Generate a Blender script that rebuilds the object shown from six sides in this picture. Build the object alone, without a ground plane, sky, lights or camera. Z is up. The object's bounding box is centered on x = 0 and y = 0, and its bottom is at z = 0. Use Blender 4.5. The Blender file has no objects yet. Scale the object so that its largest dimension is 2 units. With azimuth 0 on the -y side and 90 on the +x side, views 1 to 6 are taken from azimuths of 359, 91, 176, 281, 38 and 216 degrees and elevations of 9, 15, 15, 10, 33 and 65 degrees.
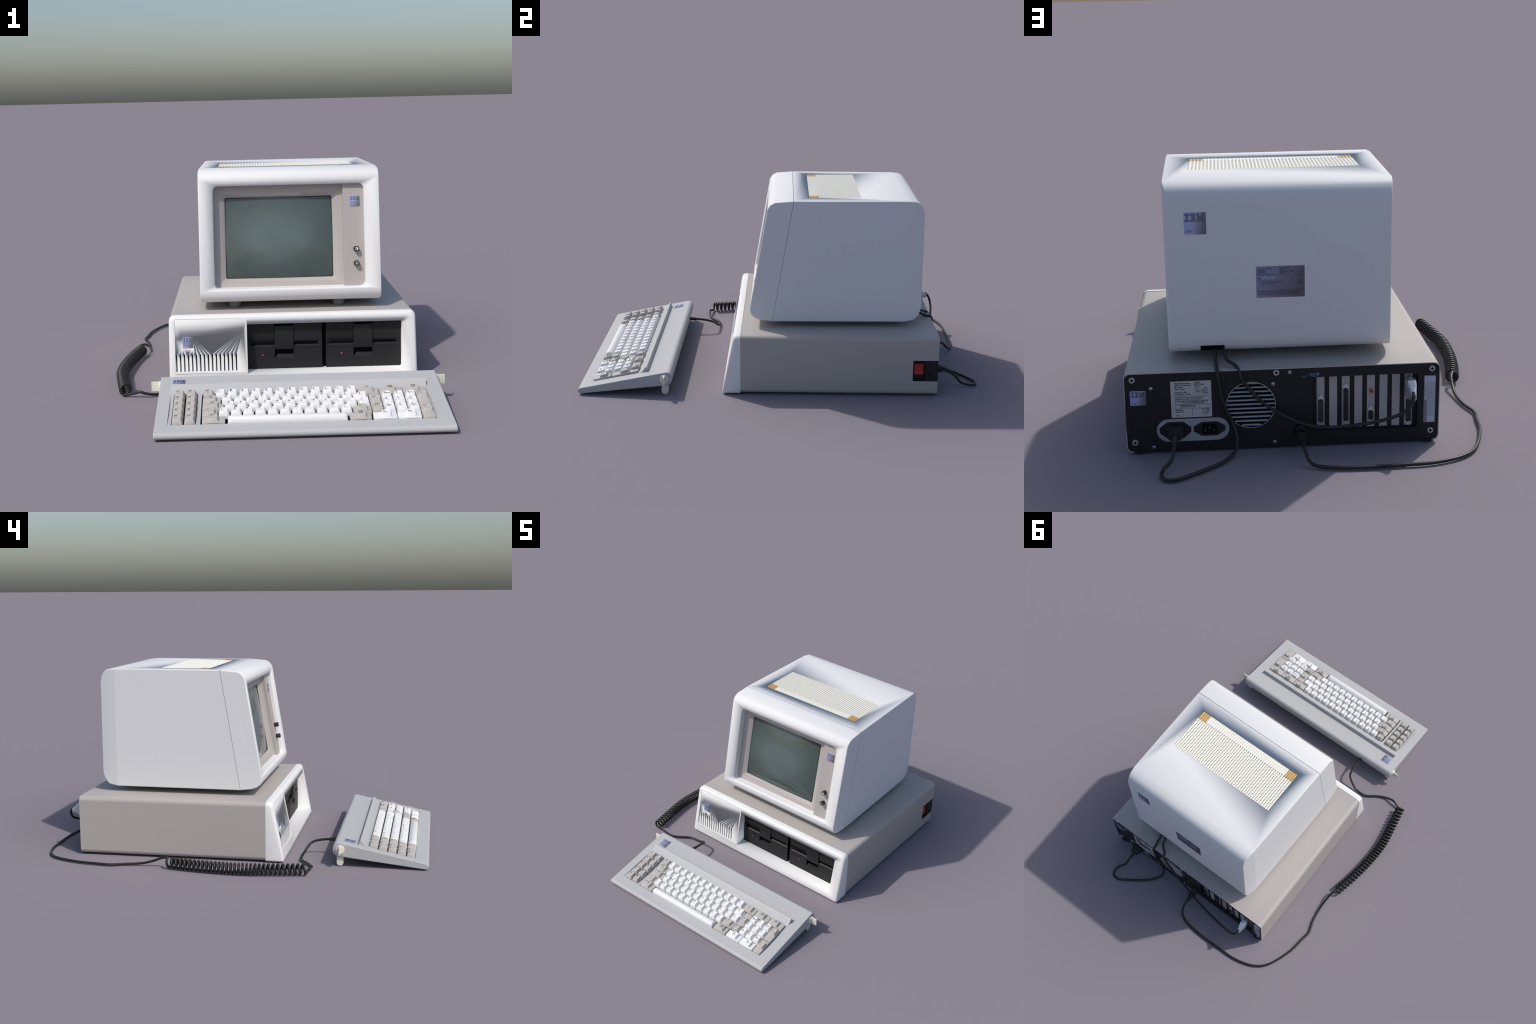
# Vintage desktop computer: monitor on a system unit, keyboard in front, black cables.
import bpy, bmesh, math, random
from mathutils import Vector, Matrix

random.seed(7)
scene = bpy.context.scene
col = scene.collection

# ------------------------------------------------------------------ materials
def srgb(r, g, b):
    f = lambda c: (c / 255 / 12.92) if c / 255 <= .04045 else ((c / 255 + .055) / 1.055) ** 2.4
    return (f(r), f(g), f(b), 1)

def material(name, color, rough=.5, metal=0.0, spec=.5, grain=0.0, grain_scale=900, bump=0.0, coat=0.0):
    m = bpy.data.materials.new(name)
    m.use_nodes = True
    nt = m.node_tree
    b = nt.nodes['Principled BSDF']
    b.inputs['Roughness'].default_value = rough
    b.inputs['Metallic'].default_value = metal
    b.inputs['Specular IOR Level'].default_value = spec
    b.inputs['Coat Weight'].default_value = coat
    if grain > 0:
        tc = nt.nodes.new('ShaderNodeTexCoord')
        nz = nt.nodes.new('ShaderNodeTexNoise')
        nz.inputs['Scale'].default_value = grain_scale
        nz.inputs['Detail'].default_value = 3
        rp = nt.nodes.new('ShaderNodeValToRGB')
        rp.color_ramp.elements[0].position = .3
        rp.color_ramp.elements[1].position = .7
        c = Vector(color[:3])
        rp.color_ramp.elements[0].color = (*(c * (1 - grain)), 1)
        rp.color_ramp.elements[1].color = (*[min(1, v) for v in c * (1 + grain)], 1)
        nt.links.new(tc.outputs['Object'], nz.inputs['Vector'])
        nt.links.new(nz.outputs['Fac'], rp.inputs['Fac'])
        nt.links.new(rp.outputs['Color'], b.inputs['Base Color'])
        if bump > 0:
            bp = nt.nodes.new('ShaderNodeBump')
            bp.inputs['Strength'].default_value = bump
            bp.inputs['Distance'].default_value = .001
            nt.links.new(nz.outputs['Fac'], bp.inputs['Height'])
            nt.links.new(bp.outputs['Normal'], b.inputs['Normal'])
    else:
        b.inputs['Base Color'].default_value = color
    return m

def foil_material(name, left, mid, right, rough=.35, metal=.35):
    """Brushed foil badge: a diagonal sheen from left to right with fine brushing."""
    m = bpy.data.materials.new(name)
    m.use_nodes = True
    nt = m.node_tree
    b = nt.nodes['Principled BSDF']
    b.inputs['Roughness'].default_value = rough
    b.inputs['Metallic'].default_value = metal
    tc = nt.nodes.new('ShaderNodeTexCoord')
    sx = nt.nodes.new('ShaderNodeSeparateXYZ')
    nt.links.new(tc.outputs['Generated'], sx.inputs[0])
    mp = nt.nodes.new('ShaderNodeMapping')
    mp.inputs['Scale'].default_value = (2, 60, 1)
    nt.links.new(tc.outputs['Generated'], mp.inputs[0])
    nz = nt.nodes.new('ShaderNodeTexNoise')
    nz.inputs['Scale'].default_value = 3
    nt.links.new(mp.outputs[0], nz.inputs['Vector'])
    ma = nt.nodes.new('ShaderNodeMath'); ma.operation = 'MULTIPLY_ADD'
    ma.inputs[1].default_value = .30; ma.inputs[2].default_value = -.15
    nt.links.new(nz.outputs['Fac'], ma.inputs[0])
    mb = nt.nodes.new('ShaderNodeMath'); mb.operation = 'ADD'
    nt.links.new(sx.outputs['X'], mb.inputs[0]); nt.links.new(ma.outputs[0], mb.inputs[1])
    mc = nt.nodes.new('ShaderNodeMath'); mc.operation = 'MULTIPLY_ADD'
    mc.inputs[1].default_value = -.25
    nt.links.new(sx.outputs['Y'], mc.inputs[0]); nt.links.new(mb.outputs[0], mc.inputs[2])
    md = nt.nodes.new('ShaderNodeMath'); md.operation = 'ADD'; md.inputs[1].default_value = .12
    nt.links.new(mc.outputs[0], md.inputs[0])
    rp = nt.nodes.new('ShaderNodeValToRGB')
    e = rp.color_ramp.elements
    e[0].position = 0; e[0].color = left
    e[1].position = .95; e[1].color = right
    x = e.new(.45); x.color = mid
    nt.links.new(md.outputs[0], rp.inputs['Fac'])
    nt.links.new(rp.outputs['Color'], b.inputs['Base Color'])
    return m

M_white = material('ivory_white_plastic', (.735, .738, .742, 1), .55, spec=.3, grain=.008, grain_scale=60)
M_white2 = material('bezel_white_plastic', (.765, .765, .762, 1), .5, spec=.3, grain=.008, grain_scale=60)
M_grey = material('warm_grey_plastic', (.412, .382, .366, 1), .55, spec=.3, grain=.015, grain_scale=80)
M_cover = material('painted_steel_cover', (.428, .398, .378, 1), .5, spec=.3, grain=.02, grain_scale=300, bump=.05)
M_kbd = material('cool_grey_plastic', (.452, .456, .464, 1), .55, spec=.3, grain=.012, grain_scale=80)
M_keyw = material('white_keycap', (.765, .766, .770, 1), .45, spec=.35)
M_keyg = material('grey_keycap', (.455, .435, .412, 1), .5, spec=.35)
M_ink = material('legend_ink', (.02, .02, .022, 1), .6)
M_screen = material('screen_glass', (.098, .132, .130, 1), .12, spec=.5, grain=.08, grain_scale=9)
nt = M_screen.node_tree
_b = nt.nodes['Principled BSDF']
_src = _b.inputs['Base Color'].links[0].from_socket
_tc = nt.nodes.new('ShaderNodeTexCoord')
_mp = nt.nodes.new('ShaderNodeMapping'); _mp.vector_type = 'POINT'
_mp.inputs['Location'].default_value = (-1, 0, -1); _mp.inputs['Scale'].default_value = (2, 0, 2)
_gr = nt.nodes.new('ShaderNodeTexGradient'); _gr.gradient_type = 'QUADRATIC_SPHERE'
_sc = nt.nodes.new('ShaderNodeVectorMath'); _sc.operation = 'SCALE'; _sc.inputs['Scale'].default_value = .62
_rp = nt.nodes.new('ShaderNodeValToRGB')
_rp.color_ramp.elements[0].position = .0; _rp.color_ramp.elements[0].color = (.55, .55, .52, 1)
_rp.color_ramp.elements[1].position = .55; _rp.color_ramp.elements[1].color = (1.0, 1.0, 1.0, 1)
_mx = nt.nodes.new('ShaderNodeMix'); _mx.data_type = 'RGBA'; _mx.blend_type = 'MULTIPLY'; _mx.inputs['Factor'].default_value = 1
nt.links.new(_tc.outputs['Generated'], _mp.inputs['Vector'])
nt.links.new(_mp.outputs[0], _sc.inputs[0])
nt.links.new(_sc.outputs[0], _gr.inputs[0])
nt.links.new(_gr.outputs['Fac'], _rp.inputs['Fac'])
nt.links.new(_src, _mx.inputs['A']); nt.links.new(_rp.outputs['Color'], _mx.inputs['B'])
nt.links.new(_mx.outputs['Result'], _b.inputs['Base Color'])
M_black = material('black_plastic', (.022, .022, .025, 1), .45, spec=.35)
M_drive = material('drive_black_plastic', (.0175, .0175, .0183, 1), .55, spec=.28, grain=.08, grain_scale=120)
M_dark = material('dark_cavity', (.004, .004, .005, 1), .8, spec=.1)
M_panel = material('rear_black_paint', (.020, .0193, .0215, 1), .5, spec=.25, grain=.06, grain_scale=200)
M_cable = material('cable_rubber', (.016, .016, .016, 1), .42, spec=.45)
M_cream = material('cream_slats', (.85, .83, .735, 1), .5, spec=.3)
M_tan = material('aged_tan_slats', (.58, .37, .15, 1), .5, spec=.3)
M_knob = material('ivory_knob', (.72, .70, .60, 1), .45, spec=.35)
M_seam = material('seam_shadow_gap', (.10, .10, .10, 1), .8, spec=.1)
M_red = material('red_rocker', (.42, .03, .02, 1), .4)
M_led = material('pink_red_lamp', (.45, .03, .14, 1), .2)
M_bracket = material('zinc_bracket', (.45, .405, .41, 1), .5, metal=.1)
M_ring = material('nickel_washer', (.50, .46, .47, 1), .4, metal=.3)
M_bolt = material('zinc_screw', (.55, .60, .65, 1), .25, metal=.8)
M_hood = material('metal_plug_hood', (.60, .63, .66, 1), .22, metal=.7)
M_label = material('silver_paper_label', (.54, .51, .525, 1), .5)
M_bar = material('barcode_paper', (.50, .55, .66, 1), .4)
M_inlet = material('slate_inlet_plate', (.36, .35, .365, 1), .5)
M_rca = material('orange_socket', (.50, .07, .03, 1), .4)
M_blue = material('blue_marker_ink', (.10, .22, .50, 1), .5)
M_logo = material('slate_logo_ink', (.06, .07, .10, 1), .5)
M_logored = material('red_brown_ink', (.20, .10, .12, 1), .5)
M_whiteink = material('white_ink', (.75, .75, .75, 1), .5)
M_emboss = material('pale_stamp_ink', (.52, .56, .68, 1), .4)
M_foil = foil_material('blue_silver_foil', srgb(160, 180, 228), srgb(170, 172, 205), srgb(105, 114, 116))
M_foil2 = foil_material('dark_silver_foil', srgb(140, 145, 178), srgb(130, 128, 150), srgb(105, 98, 108), rough=.45)
M_fan = material('fan_guard_metal', (.45, .44, .46, 1), .35, metal=.4)
M_foot = material('grey_rubber_foot', (.18, .18, .20, 1), .6)

# ------------------------------------------------------------------ helpers
def thing(name, loc, label, category):
    e = bpy.data.objects.new(name, None)
    e.empty_display_size = .1
    e.location = loc
    col.objects.link(e)
    e['label'] = label
    e['category'] = category
    bpy.context.view_layer.update()
    return e

WORLD = {}
def attach(o, parent):
    """Parent while keeping world placement (all part meshes are written in world coordinates)."""
    WORLD[o.name] = o.matrix_basis.copy()
    o.parent = parent
    pm = Matrix.Identity(4)
    chain = []
    q = parent
    while q:
        chain.append(q); q = q.parent
    for q in reversed(chain):
        pm = pm @ q.matrix_parent_inverse @ q.matrix_basis
    o.matrix_parent_inverse = pm.inverted()
    return o

def link(name, mesh, parent, mat=None, stuff=False):
    o = bpy.data.objects.new(name, mesh)
    col.objects.link(o)
    if mat and len(mesh.materials) == 0:
        mesh.materials.append(mat)
    if parent:
        attach(o, parent)
    if stuff:
        o['kind'] = 'stuff'
    return o

def sharpen(me, angle):
    """Smooth shading with hard edges where faces meet above the angle."""
    bm = bmesh.new(); bm.from_mesh(me)
    for f in bm.faces: f.smooth = True
    for e in bm.edges:
        if len(e.link_faces) == 2:
            e.smooth = e.calc_face_angle(0) < math.radians(angle)
    bm.to_mesh(me); bm.free()

def mesh(name, verts, faces, angle=None, fix=True):
    me = bpy.data.meshes.new(name)
    me.from_pydata([tuple(v) for v in verts], [], faces)
    bm = bmesh.new(); bm.from_mesh(me)
    if fix: bmesh.ops.recalc_face_normals(bm, faces=bm.faces)
    bm.to_mesh(me); bm.free()
    if angle is not None:
        sharpen(me, angle)
    me.update()
    return me

def weighted(o):
    m = o.modifiers.new('weighted', 'WEIGHTED_NORMAL')
    m.keep_sharp = True; m.weight = 100
    return o

class Solid:
    """Collects boxes, prisms and tubes into one mesh."""
    def __init__(self): self.v = []; self.f = []
    def add(self, verts, faces):
        n = len(self.v); self.v += [Vector(p) for p in verts]
        self.f += [tuple(i + n for i in f) for f in faces]
    def box(self, x0, x1, y0, y1, z0, z1):
        self.add([(x, y, z) for x in (x0, x1) for y in (y0, y1) for z in (z0, z1)],
                 [(0, 1, 3, 2), (4, 6, 7, 5), (0, 4, 5, 1), (2, 3, 7, 6), (0, 2, 6, 4), (1, 5, 7, 3)])
    def loft(self, loops, cap0=True, cap1=True):
        n = len(loops[0]); vs = [p for L in loops for p in L]; fs = []
        for k in range(len(loops) - 1):
            for i in range(n):
                j = (i + 1) % n
                fs.append((k * n + i, k * n + j, (k + 1) * n + j, (k + 1) * n + i))
        if cap0: fs.append(tuple(range(n))[::-1])
        if cap1: fs.append(tuple(range((len(loops) - 1) * n, len(loops) * n)))
        self.add(vs, fs)
    def disc_y(self, cx, cz, r, y0, y1, n=24, r1=None):
        r1 = r if r1 is None else r1
        self.loft([[(cx + rr * math.cos(2 * math.pi * i / n), y, cz + rr * math.sin(2 * math.pi * i / n)) for i in range(n)]
                   for y, rr in ((y0, r), (y1, r1))])
    def build(self, name, parent, mat, angle=35, bevel=0, stuff=False, seg=2):
        me = mesh(name, self.v, self.f, angle)
        o = link(name, me, parent, mat, stuff)
        if bevel:
            b = o.modifiers.new('bevel', 'BEVEL'); b.width = bevel; b.segments = seg
            b.limit_method = 'ANGLE'; b.angle_limit = math.radians(40); b.harden_normals = True
        return o

def rounded_rect(x0, x1, z0, z1, r, n=5):
    """Counter-clockwise points, starting at the right of the bottom edge. r may be one radius or (bl,br,tr,tl)."""
    if not isinstance(r, tuple): r = (r,) * 4
    bl, br, tr, tl = r
    pts = []
    for cx, cz, rr, a0 in ((x1 - br, z0 + br, br, -90), (x1 - tr, z1 - tr, tr, 0), (x0 + tl, z1 - tl, tl, 90), (x0 + bl, z0 + bl, bl, 180)):
        for i in range(n):
            a = math.radians(a0 + 90 * i / (n - 1))
            pts.append((cx + rr * math.cos(a), cz + rr * math.sin(a)))
    return pts

def catmull(points, step=8):
    P = [Vector(p) for p in points]
    P = [P[0] * 2 - P[1]] + P + [P[-1] * 2 - P[-2]]
    out = []
    for i in range(1, len(P) - 2):
        for k in range(step):
            t = k / step
            a, b, c, d = P[i - 1:i + 3]
            out.append(.5 * ((2 * b) + (c - a) * t + (2 * a - 5 * b + 4 * c - d) * t * t + (3 * b - a - 3 * c + d) * t ** 3))
    out.append(P[-2])
    return out

def tube_mesh(name, path, r, sides=10):
    """Sweep a circle along the path; r is a radius or a list of radii."""
    n = len(path); R = r if isinstance(r, list) else [r] * n
    T = [(path[min(i + 1, n - 1)] - path[max(i - 1, 0)]).normalized() for i in range(n)]
    u = T[0].orthogonal().normalized()
    loops = []
    for i in range(n):
        u = (u - T[i] * u.dot(T[i])).normalized()
        w = T[i].cross(u)
        loops.append([path[i] + (u * math.cos(2 * math.pi * k / sides) + w * math.sin(2 * math.pi * k / sides)) * R[i] for k in range(sides)])
    s = Solid(); s.loft(loops)
    return mesh(name, s.v, s.f, 60)

TEXT = {}
def text_mesh(body, size, align='LEFT', extrude=.0003, space=1.0):
    key = (body, size, align, extrude, space)
    if key in TEXT: return TEXT[key]
    c = bpy.data.curves.new('lettering', 'FONT')
    c.body = body; c.size = size; c.align_x = align; c.extrude = extrude
    c.space_line = space; c.resolution_u = 2
    o = bpy.data.objects.new('lettering', c)
    col.objects.link(o)
    dg = bpy.context.evaluated_depsgraph_get()
    me = bpy.data.meshes.new_from_object(o.evaluated_get(dg))
    bpy.data.objects.remove(o); bpy.data.curves.remove(c)
    TEXT[key] = me
    return me

def frame(origin, right, up):
    r = Vector(right).normalized(); u = Vector(up).normalized(); n = r.cross(u).normalized()
    u = n.cross(r)
    m = Matrix(((r.x, u.x, n.x, origin[0]), (r.y, u.y, n.y, origin[1]), (r.z, u.z, n.z, origin[2]), (0, 0, 0, 1)))
    return m

def place(name, me, parent, mat, M, stuff=False):
    o = bpy.data.objects.new(name, me)
    col.objects.link(o)
    if len(me.materials) == 0: me.materials.append(mat)
    o.matrix_basis = M
    attach(o, parent)
    if stuff: o['kind'] = 'stuff'
    return o

def lettering(name, body, size, M, dx, dy, parent, mat, align='LEFT', space=1.0, lift=.0008):
    me = text_mesh(body, size, align, space=space).copy()
    return place(name, me, parent, mat, M @ Matrix.Translation((dx, dy, lift)), stuff=True)

# striped three-letter logo: eight bars, each with its spans (unit width 3.0, height 1)
LOGO = []
for k in range(8):
    end = k in (0, 1, 6, 7)
    L = [(0, .82)] if end else [(.24, .58)]
    if k in (0, 7): B = [(.95, 1.62)]
    elif k in (1, 6): B = [(.95, 1.74)]
    elif k in (2, 5): B = [(1.13, 1.42), (1.52, 1.78)]
    else: B = [(1.13, 1.68)]
    inner = [.0, .06, .13, .20, .27, .34, .40, .46][k]
    if k < 2: Mx = [(1.90, 2.25 + inner), (2.77 - inner, 3.12)]
    elif k < 6:
        a = 2.30 + .055 * (k - 2)
        Mx = [(2.06, 2.32), (max(2.32, a - .02), 2.72 - .055 * (k - 2)), (2.70, 2.96)] if k > 2 else [(2.06, 2.42), (2.60, 2.96)]
    else: Mx = [(1.90, 2.34), (2.46 - .0, 2.56), (2.68, 3.12)] if k == 6 else [(1.90, 2.34), (2.49, 2.53), (2.68, 3.12)]
    LOGO.append(L + B + Mx)

def logo(name, M, dx, dy, width, height, parent, mat=None, lift=.0006):
    s = Solid()
    sx = width / 3.12; ph = height / 8
    for k, spans in enumerate(LOGO):
        z1 = dy + height - k * ph; z0 = z1 - ph * .62
        for a, b in spans:
            s.box(dx + a * sx, dx + b * sx, z0, z1, lift - .0005, lift)
    me = mesh(name, s.v, s.f, 30)
    return place(name, me, parent, mat or M_logo, M, stuff=True)

def plate(name, M, w, h, t, parent, mat, r=.002):
    """Thin plate: lower left at the frame's origin, thickness t along its normal."""
    s = Solid()
    L = rounded_rect(0, w, 0, h, r, 3)
    s.loft([[(x, y, z) for x, y in L] for z in (-.001, t)])
    me = mesh(name, s.v, s.f, 30)
    return place(name, me, parent, mat, M)

# ================================================================== MONITOR
XC = .0964
monitor = thing('computer_monitor', (XC, .28, .304), 'boxy white computer monitor with dark green glass screen', 'monitor')

def half_width(y):
    if y < .0625: return .4145
    if y < .58: return .4145 - .0095 * (y - .0625) / .5175
    return .4050 - .0140 * min(1, (y - .58) / .12) ** 1.6

def strip_shell(profile, skip, bev=.005):
    """Loft a yz profile across x with rounded side edges; returns verts, faces, index(i, station)."""
    P = [Vector((0, *p)) for p in profile]
    n = len(P)
    cen = Vector((0, sum(p.y for p in P) / n, sum(p.z for p in P) / n))
    offs = []
    for i in range(n):
        a = P[max(i - 1, 0)]; b = P[min(i + 1, n - 1)]
        t = (b - a).normalized(); nn = Vector((0, t.z, -t.y))
        if nn.dot(P[i] - cen) > 0: nn = -nn
        offs.append(nn)
    st = []                       # (side, sideways inset, profile inset)
    for k in range(4):
        a = math.radians(30 * k)
        st.append((bev * (1 - math.sin(a)), bev * (1 - math.cos(a))))
    # station order: left outer -> left inner, right inner -> right outer
    order = [(-1, bev * (1 - math.cos(math.radians(90 - 30 * k))) if False else bev * (1 - math.cos(math.radians(30 * k))), bev * (1 - math.sin(math.radians(30 * k)))) for k in range(4)]
    order += [(1, a, b) for _, a, b in reversed(order)]
    V = []
    for s, a, b in order:
        for i in range(n):
            p = P[i] + offs[i] * b
            V.append(Vector((XC + s * (half_width(P[i].y) - a), p.y, p.z)))
    idx = lambda i, k: k * n + i
    F = []
    for k in range(7):
        for i in range(n - 1):
            if k == 3 and i in skip: continue
            F.append((idx(i, k), idx(i + 1, k), idx(i + 1, k + 1), idx(i, k + 1)))
    return V, F, idx, n

def front_y(z):               # front plane of the monitor
    return -.0640 - (.903 - z) * (.086 / .506)

# --- rear housing ---
rear_prof = [(.0625, .9455), (.62, .9465), (.660, .9425), (.6815, .929), (.6955, .906), (.7015, .876), (.7035, .400), (.6915, .3655), (.6685, .3410), (.62, .3320), (-.0375, .3320)]
V, F, ix, n = strip_shell(rear_prof, {0})
hx0, hx1, hy0, hy1 = -.228, .4165, .137, .398
def quad_ring(V, F, outer, inner):
    for i in range(4):
        j = (i + 1) % 4
        F.append((outer[i], outer[j], inner[j], inner[i]))
zt = lambda y: .9455 + (y - .0625) / (.5575) * .001
b0 = len(V)
for d in (0, -.014):
    for x, y in ((hx0, hy0), (hx0, hy1), (hx1, hy1), (hx1, hy0)):
        V.append(Vector((x, y, zt(y) + d)))
quad_ring(V, F, [ix(0, 3), ix(1, 3), ix(1, 4), ix(0, 4)], [b0, b0 + 1, b0 + 2, b0 + 3])
quad_ring(V, F, [b0, b0 + 1, b0 + 2, b0 + 3], [b0 + 4, b0 + 5, b0 + 6, b0 + 7])
me = mesh('rear_housing', V, F, 180)
# the soft shading towards the vent: surface normals roll inwards at the rim of the hole
nrm = [v.normal.copy() for v in me.vertices]
for q, v in enumerate(((.62, .62, .45), (.72, -.12, .45), (-.08, -.16, .96), (-.08, .78, .45))):
    nrm[b0 + q] = Vector(v).normalized()
me.normals_split_custom_set_from_vertices([tuple(v) for v in nrm])
housing = link('rear_housing', me, monitor, M_white)
# flat cheeks, kept as their own faces so they shade flat; black notch block at the lower rear edge
def cheek(name, profile, s, parent, mat, bev=.005):
    P = [Vector((0, *p)) for p in profile]
    n = len(P); cen = Vector((0, sum(p.y for p in P) / n, sum(p.z for p in P) / n))
    pts = []
    for i in range(n):
        a = P[max(i - 1, 0)]; b = P[min(i + 1, n - 1)]
        t = (b - a).normalized(); nn = Vector((0, t.z, -t.y))
        if nn.dot(P[i] - cen) > 0: nn = -nn
        p = P[i] + nn * bev
        pts.append((XC + s * half_width(P[i].y), p.y, p.z))
    me = bpy.data.meshes.new(name)
    back = [i for i in range(n) if P[i].y > .61]
    fcs = [tuple(range(n))]; curved = []
    if back:                     # flat front field, gently curved rear field
        a, b = back[0], back[-1]
        fcs = [tuple(range(0, a + 1)) + tuple(range(b, n))]
        off = len(pts); pts += [pts[i] for i in back]
        i, j = off, off + len(back) - 1
        while i + 1 < j:
            if j - 1 > i + 1: curved.append((i, i + 1, j - 1, j))
            else: curved.append((i, i + 1, j))
            i += 1; j -= 1
        fcs += curved
    me.from_pydata(pts, [], fcs)
    bm = bmesh.new(); bm.from_mesh(me)
    for f in bm.faces:
        if f.normal.x * s < 0: f.normal_flip()
        f.smooth = f.index > 0
    bm.to_mesh(me); bm.free()
    return link(name, me, parent, mat)
cheek('side_panel', rear_prof, 1, monitor, M_white)
cheek('side_panel', rear_prof, -1, monitor, M_white)
# uncut edge: black block along the profile draws the notch's unlit inside
s = Solid()
np_ = [(.6915, .3665), (.6925, .3655), (.6692, .3402), (.6200, .3301), (.600, .3301), (.600, .345), (.640, .360)]
s.loft([[(x, y, z) for y, z in np_] for x in (.298, .383)])
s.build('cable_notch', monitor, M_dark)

# --- vent: cream slats with cross bars, tan strips in the front corners ---
NS = 46; pitch = (hx1 - hx0 - .004) / NS
def slat(x, y0, y1, w, ztop, sol):
    prof = [(-w / 2, -.010), (-w / 2, -.003), (-w * .32, -.0008), (0, 0), (w * .32, -.0008), (w / 2, -.003), (w / 2, -.010)]
    sol.loft([[(x + a, y, ztop + b) for a, b in prof] for y in (y0, y1)])
cream = Solid(); tan = Solid()
for i in range(NS):
    x = hx0 + .002 + (i + .5) * pitch
    corner = i < 4 or i >= NS - 4
    w = pitch * .64
    if corner:
        slat(x, hy0 + .002, hy0 + .050, pitch * .98, .9450, tan)
        slat(x, hy0 + .051, hy1 - .002, w, .9450, cream)
    else:
        slat(x, hy0 + .002, hy1 - .002, w, .9450, cream)
cream.box(hx0 + .001 + 4 * pitch, hx1 - .001 - 4 * pitch, hy0 + .002, hy0 + .0475, .934, .9432)
ny = 20
for k in range(ny):
    y = hy0 + .052 + (k + .5) * (hy1 - hy0 - .054) / ny
    cream.box(hx0 + .001, hx1 - .001, y - .0030, y + .0030, .934, .9425)
cream.build('vent_slats', monitor, M_cream, 40, stuff=True)
tan.build('aged_vent_slats', monitor, M_tan, 40, stuff=True)
s = Solid(); s.box(hx0 + .0005, hx1 - .0005, hy0 + .0005, hy1 - .0005, .925, .933)
s.build('vent_floor', monitor, material('vent_shadow_floor', (.05, .05, .05, 1), .8))

# --- front housing: rounded rim around the opening ---
front_prof = [(.0605, .9455), (-.029, .9385), (-.051, .926), (-.066, .904), (-.152, .397), (-.1490, .377), (-.1390, .3595), (-.1200, .3465), (-.096, .339), (-.0395, .332)]
V, F, ix, n = strip_shell(front_prof, {3})
ox0, ox1, oz0, oz1 = -.2525, .4415, .4045, .8715
L = rounded_rect(ox0, ox1, oz0, oz1, .024, 5)      # starts bottom-right, ccw
b0 = len(V); N = len(L)
for d, g in ((.0055, 0), (.013, .001), (.046, .003)):
    for x, z in L:
        cx, cz = (ox0 + ox1) / 2, (oz0 + oz1) / 2
        xx = x - g * (1 if x > cx else -1); zz = z - g * (1 if z > cz else -1)
        V.append(Vector((xx, front_y(zz) + d, zz)))
corner = [ix(4, 4), ix(3, 4), ix(3, 3), ix(4, 3)]   # br, tr, tl, bl
for c in range(4):
    for i in range(4):
        F.append((corner[c], b0 + c * 5 + i + 1, b0 + c * 5 + i))
    F.append((corner[c], corner[(c + 1) % 4], b0 + (c * 5 + 5) % N, b0 + c * 5 + 4))
for q in range(2):
    for i in range(N):
        j = (i + 1) % N
        F.append((b0 + q * N + i, b0 + q * N + j, b0 + (q + 1) * N + j, b0 + (q + 1) * N + i))
me = mesh('front_housing', V, F, 180)
if sum(f.normal.y * f.area for f in me.polygons if f.center.y < -.05) > 0: me.flip_normals()
nrm = [v.normal.copy() for v in me.vertices]  # opening-edge normals overridden to bake a light-to-grey gradient into the rim
for k in range(N):
    c, q = divmod(k, 5); t = q / 4
    a, b = ((0, 1), (-1, 0), (0, -1), (1, 0))[c], ((-1, 0), (0, -1), (1, 0), (0, 1))[c]
    w = Vector((a[0] * (1 - t) + b[0] * t, 0, a[1] * (1 - t) + b[1] * t)) * .9
    nrm[b0 + k] = (Vector((0, -.985, .17)) + w).normalized()
me.normals_split_custom_set_from_vertices([tuple(v) for v in nrm])
link('front_housing', me, monitor, M_white)
cheek('side_panel', front_prof, 1, monitor, M_white)
cheek('side_panel', front_prof, -1, monitor, M_white)
# dark seam between the two halves
s = Solid()
sm = [(.0615, .9430), (-.0385, .3340)]
for q in (0,):
    a, b = sm
    hw = half_width(.03) - .003
    s.add([(XC + sx * hw, y + dy, z) for y, z in sm for sx in (-1, 1) for dy in (-.006, .0066)],
          [(0, 1, 3, 2), (4, 5, 7, 6), (0, 4, 5, 1), (2, 3, 7, 6), (0, 2, 6, 4), (1, 5, 7, 3)])
s.build('seam_gap', monitor, M_seam)

# --- grey inner surround, control strip, screen ---
def on_front(x, z, d): return Vector((x, front_y(z) + d, z))
rings = [(-.268, .346, .390, .886, .037), (-.256, .346, .402, .873, .039), (-.228, .343, .409, .866, .049), (-.221, .319, .428, .831, .052), (-.197, .296, .444, .811, .069)]
s = Solid()
loops = [[on_front(x, z, d) for x, z in rounded_rect(x0, x1, z0, z1, .006, 3)] for x0, x1, z0, z1, d in rings]
s.loft(loops, False, False)
s.build('screen_surround', monitor, M_grey, 25)
s = Solid()
s.add([on_front(x, z, d) for d in (.0250, .056) for x, z in ((.345, .39), (.455, .39), (.455, .89), (.345, .89))],
      [(0, 1, 2, 3), (4, 5, 6, 7), (0, 1, 5, 4), (1, 2, 6, 5), (2, 3, 7, 6), (3, 0, 4, 7)])
s.build('control_strip', monitor, M_grey, 25, bevel=.0015)
s = Solid(); G = 28
pts = []
for j in range(G + 1):
    for i in range(G + 1):
        u = -1 + 2 * i / G; v = -1 + 2 * j / G
        x = (.2965 - .1975) / 2 + u * .254; z = .6275 + v * .191
        pts.append(on_front(x, z, .0705 - .006 * (1 - (u * u + v * v) / 2) - .024 * (1 - u * u) * (1 - v * v)))
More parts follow.
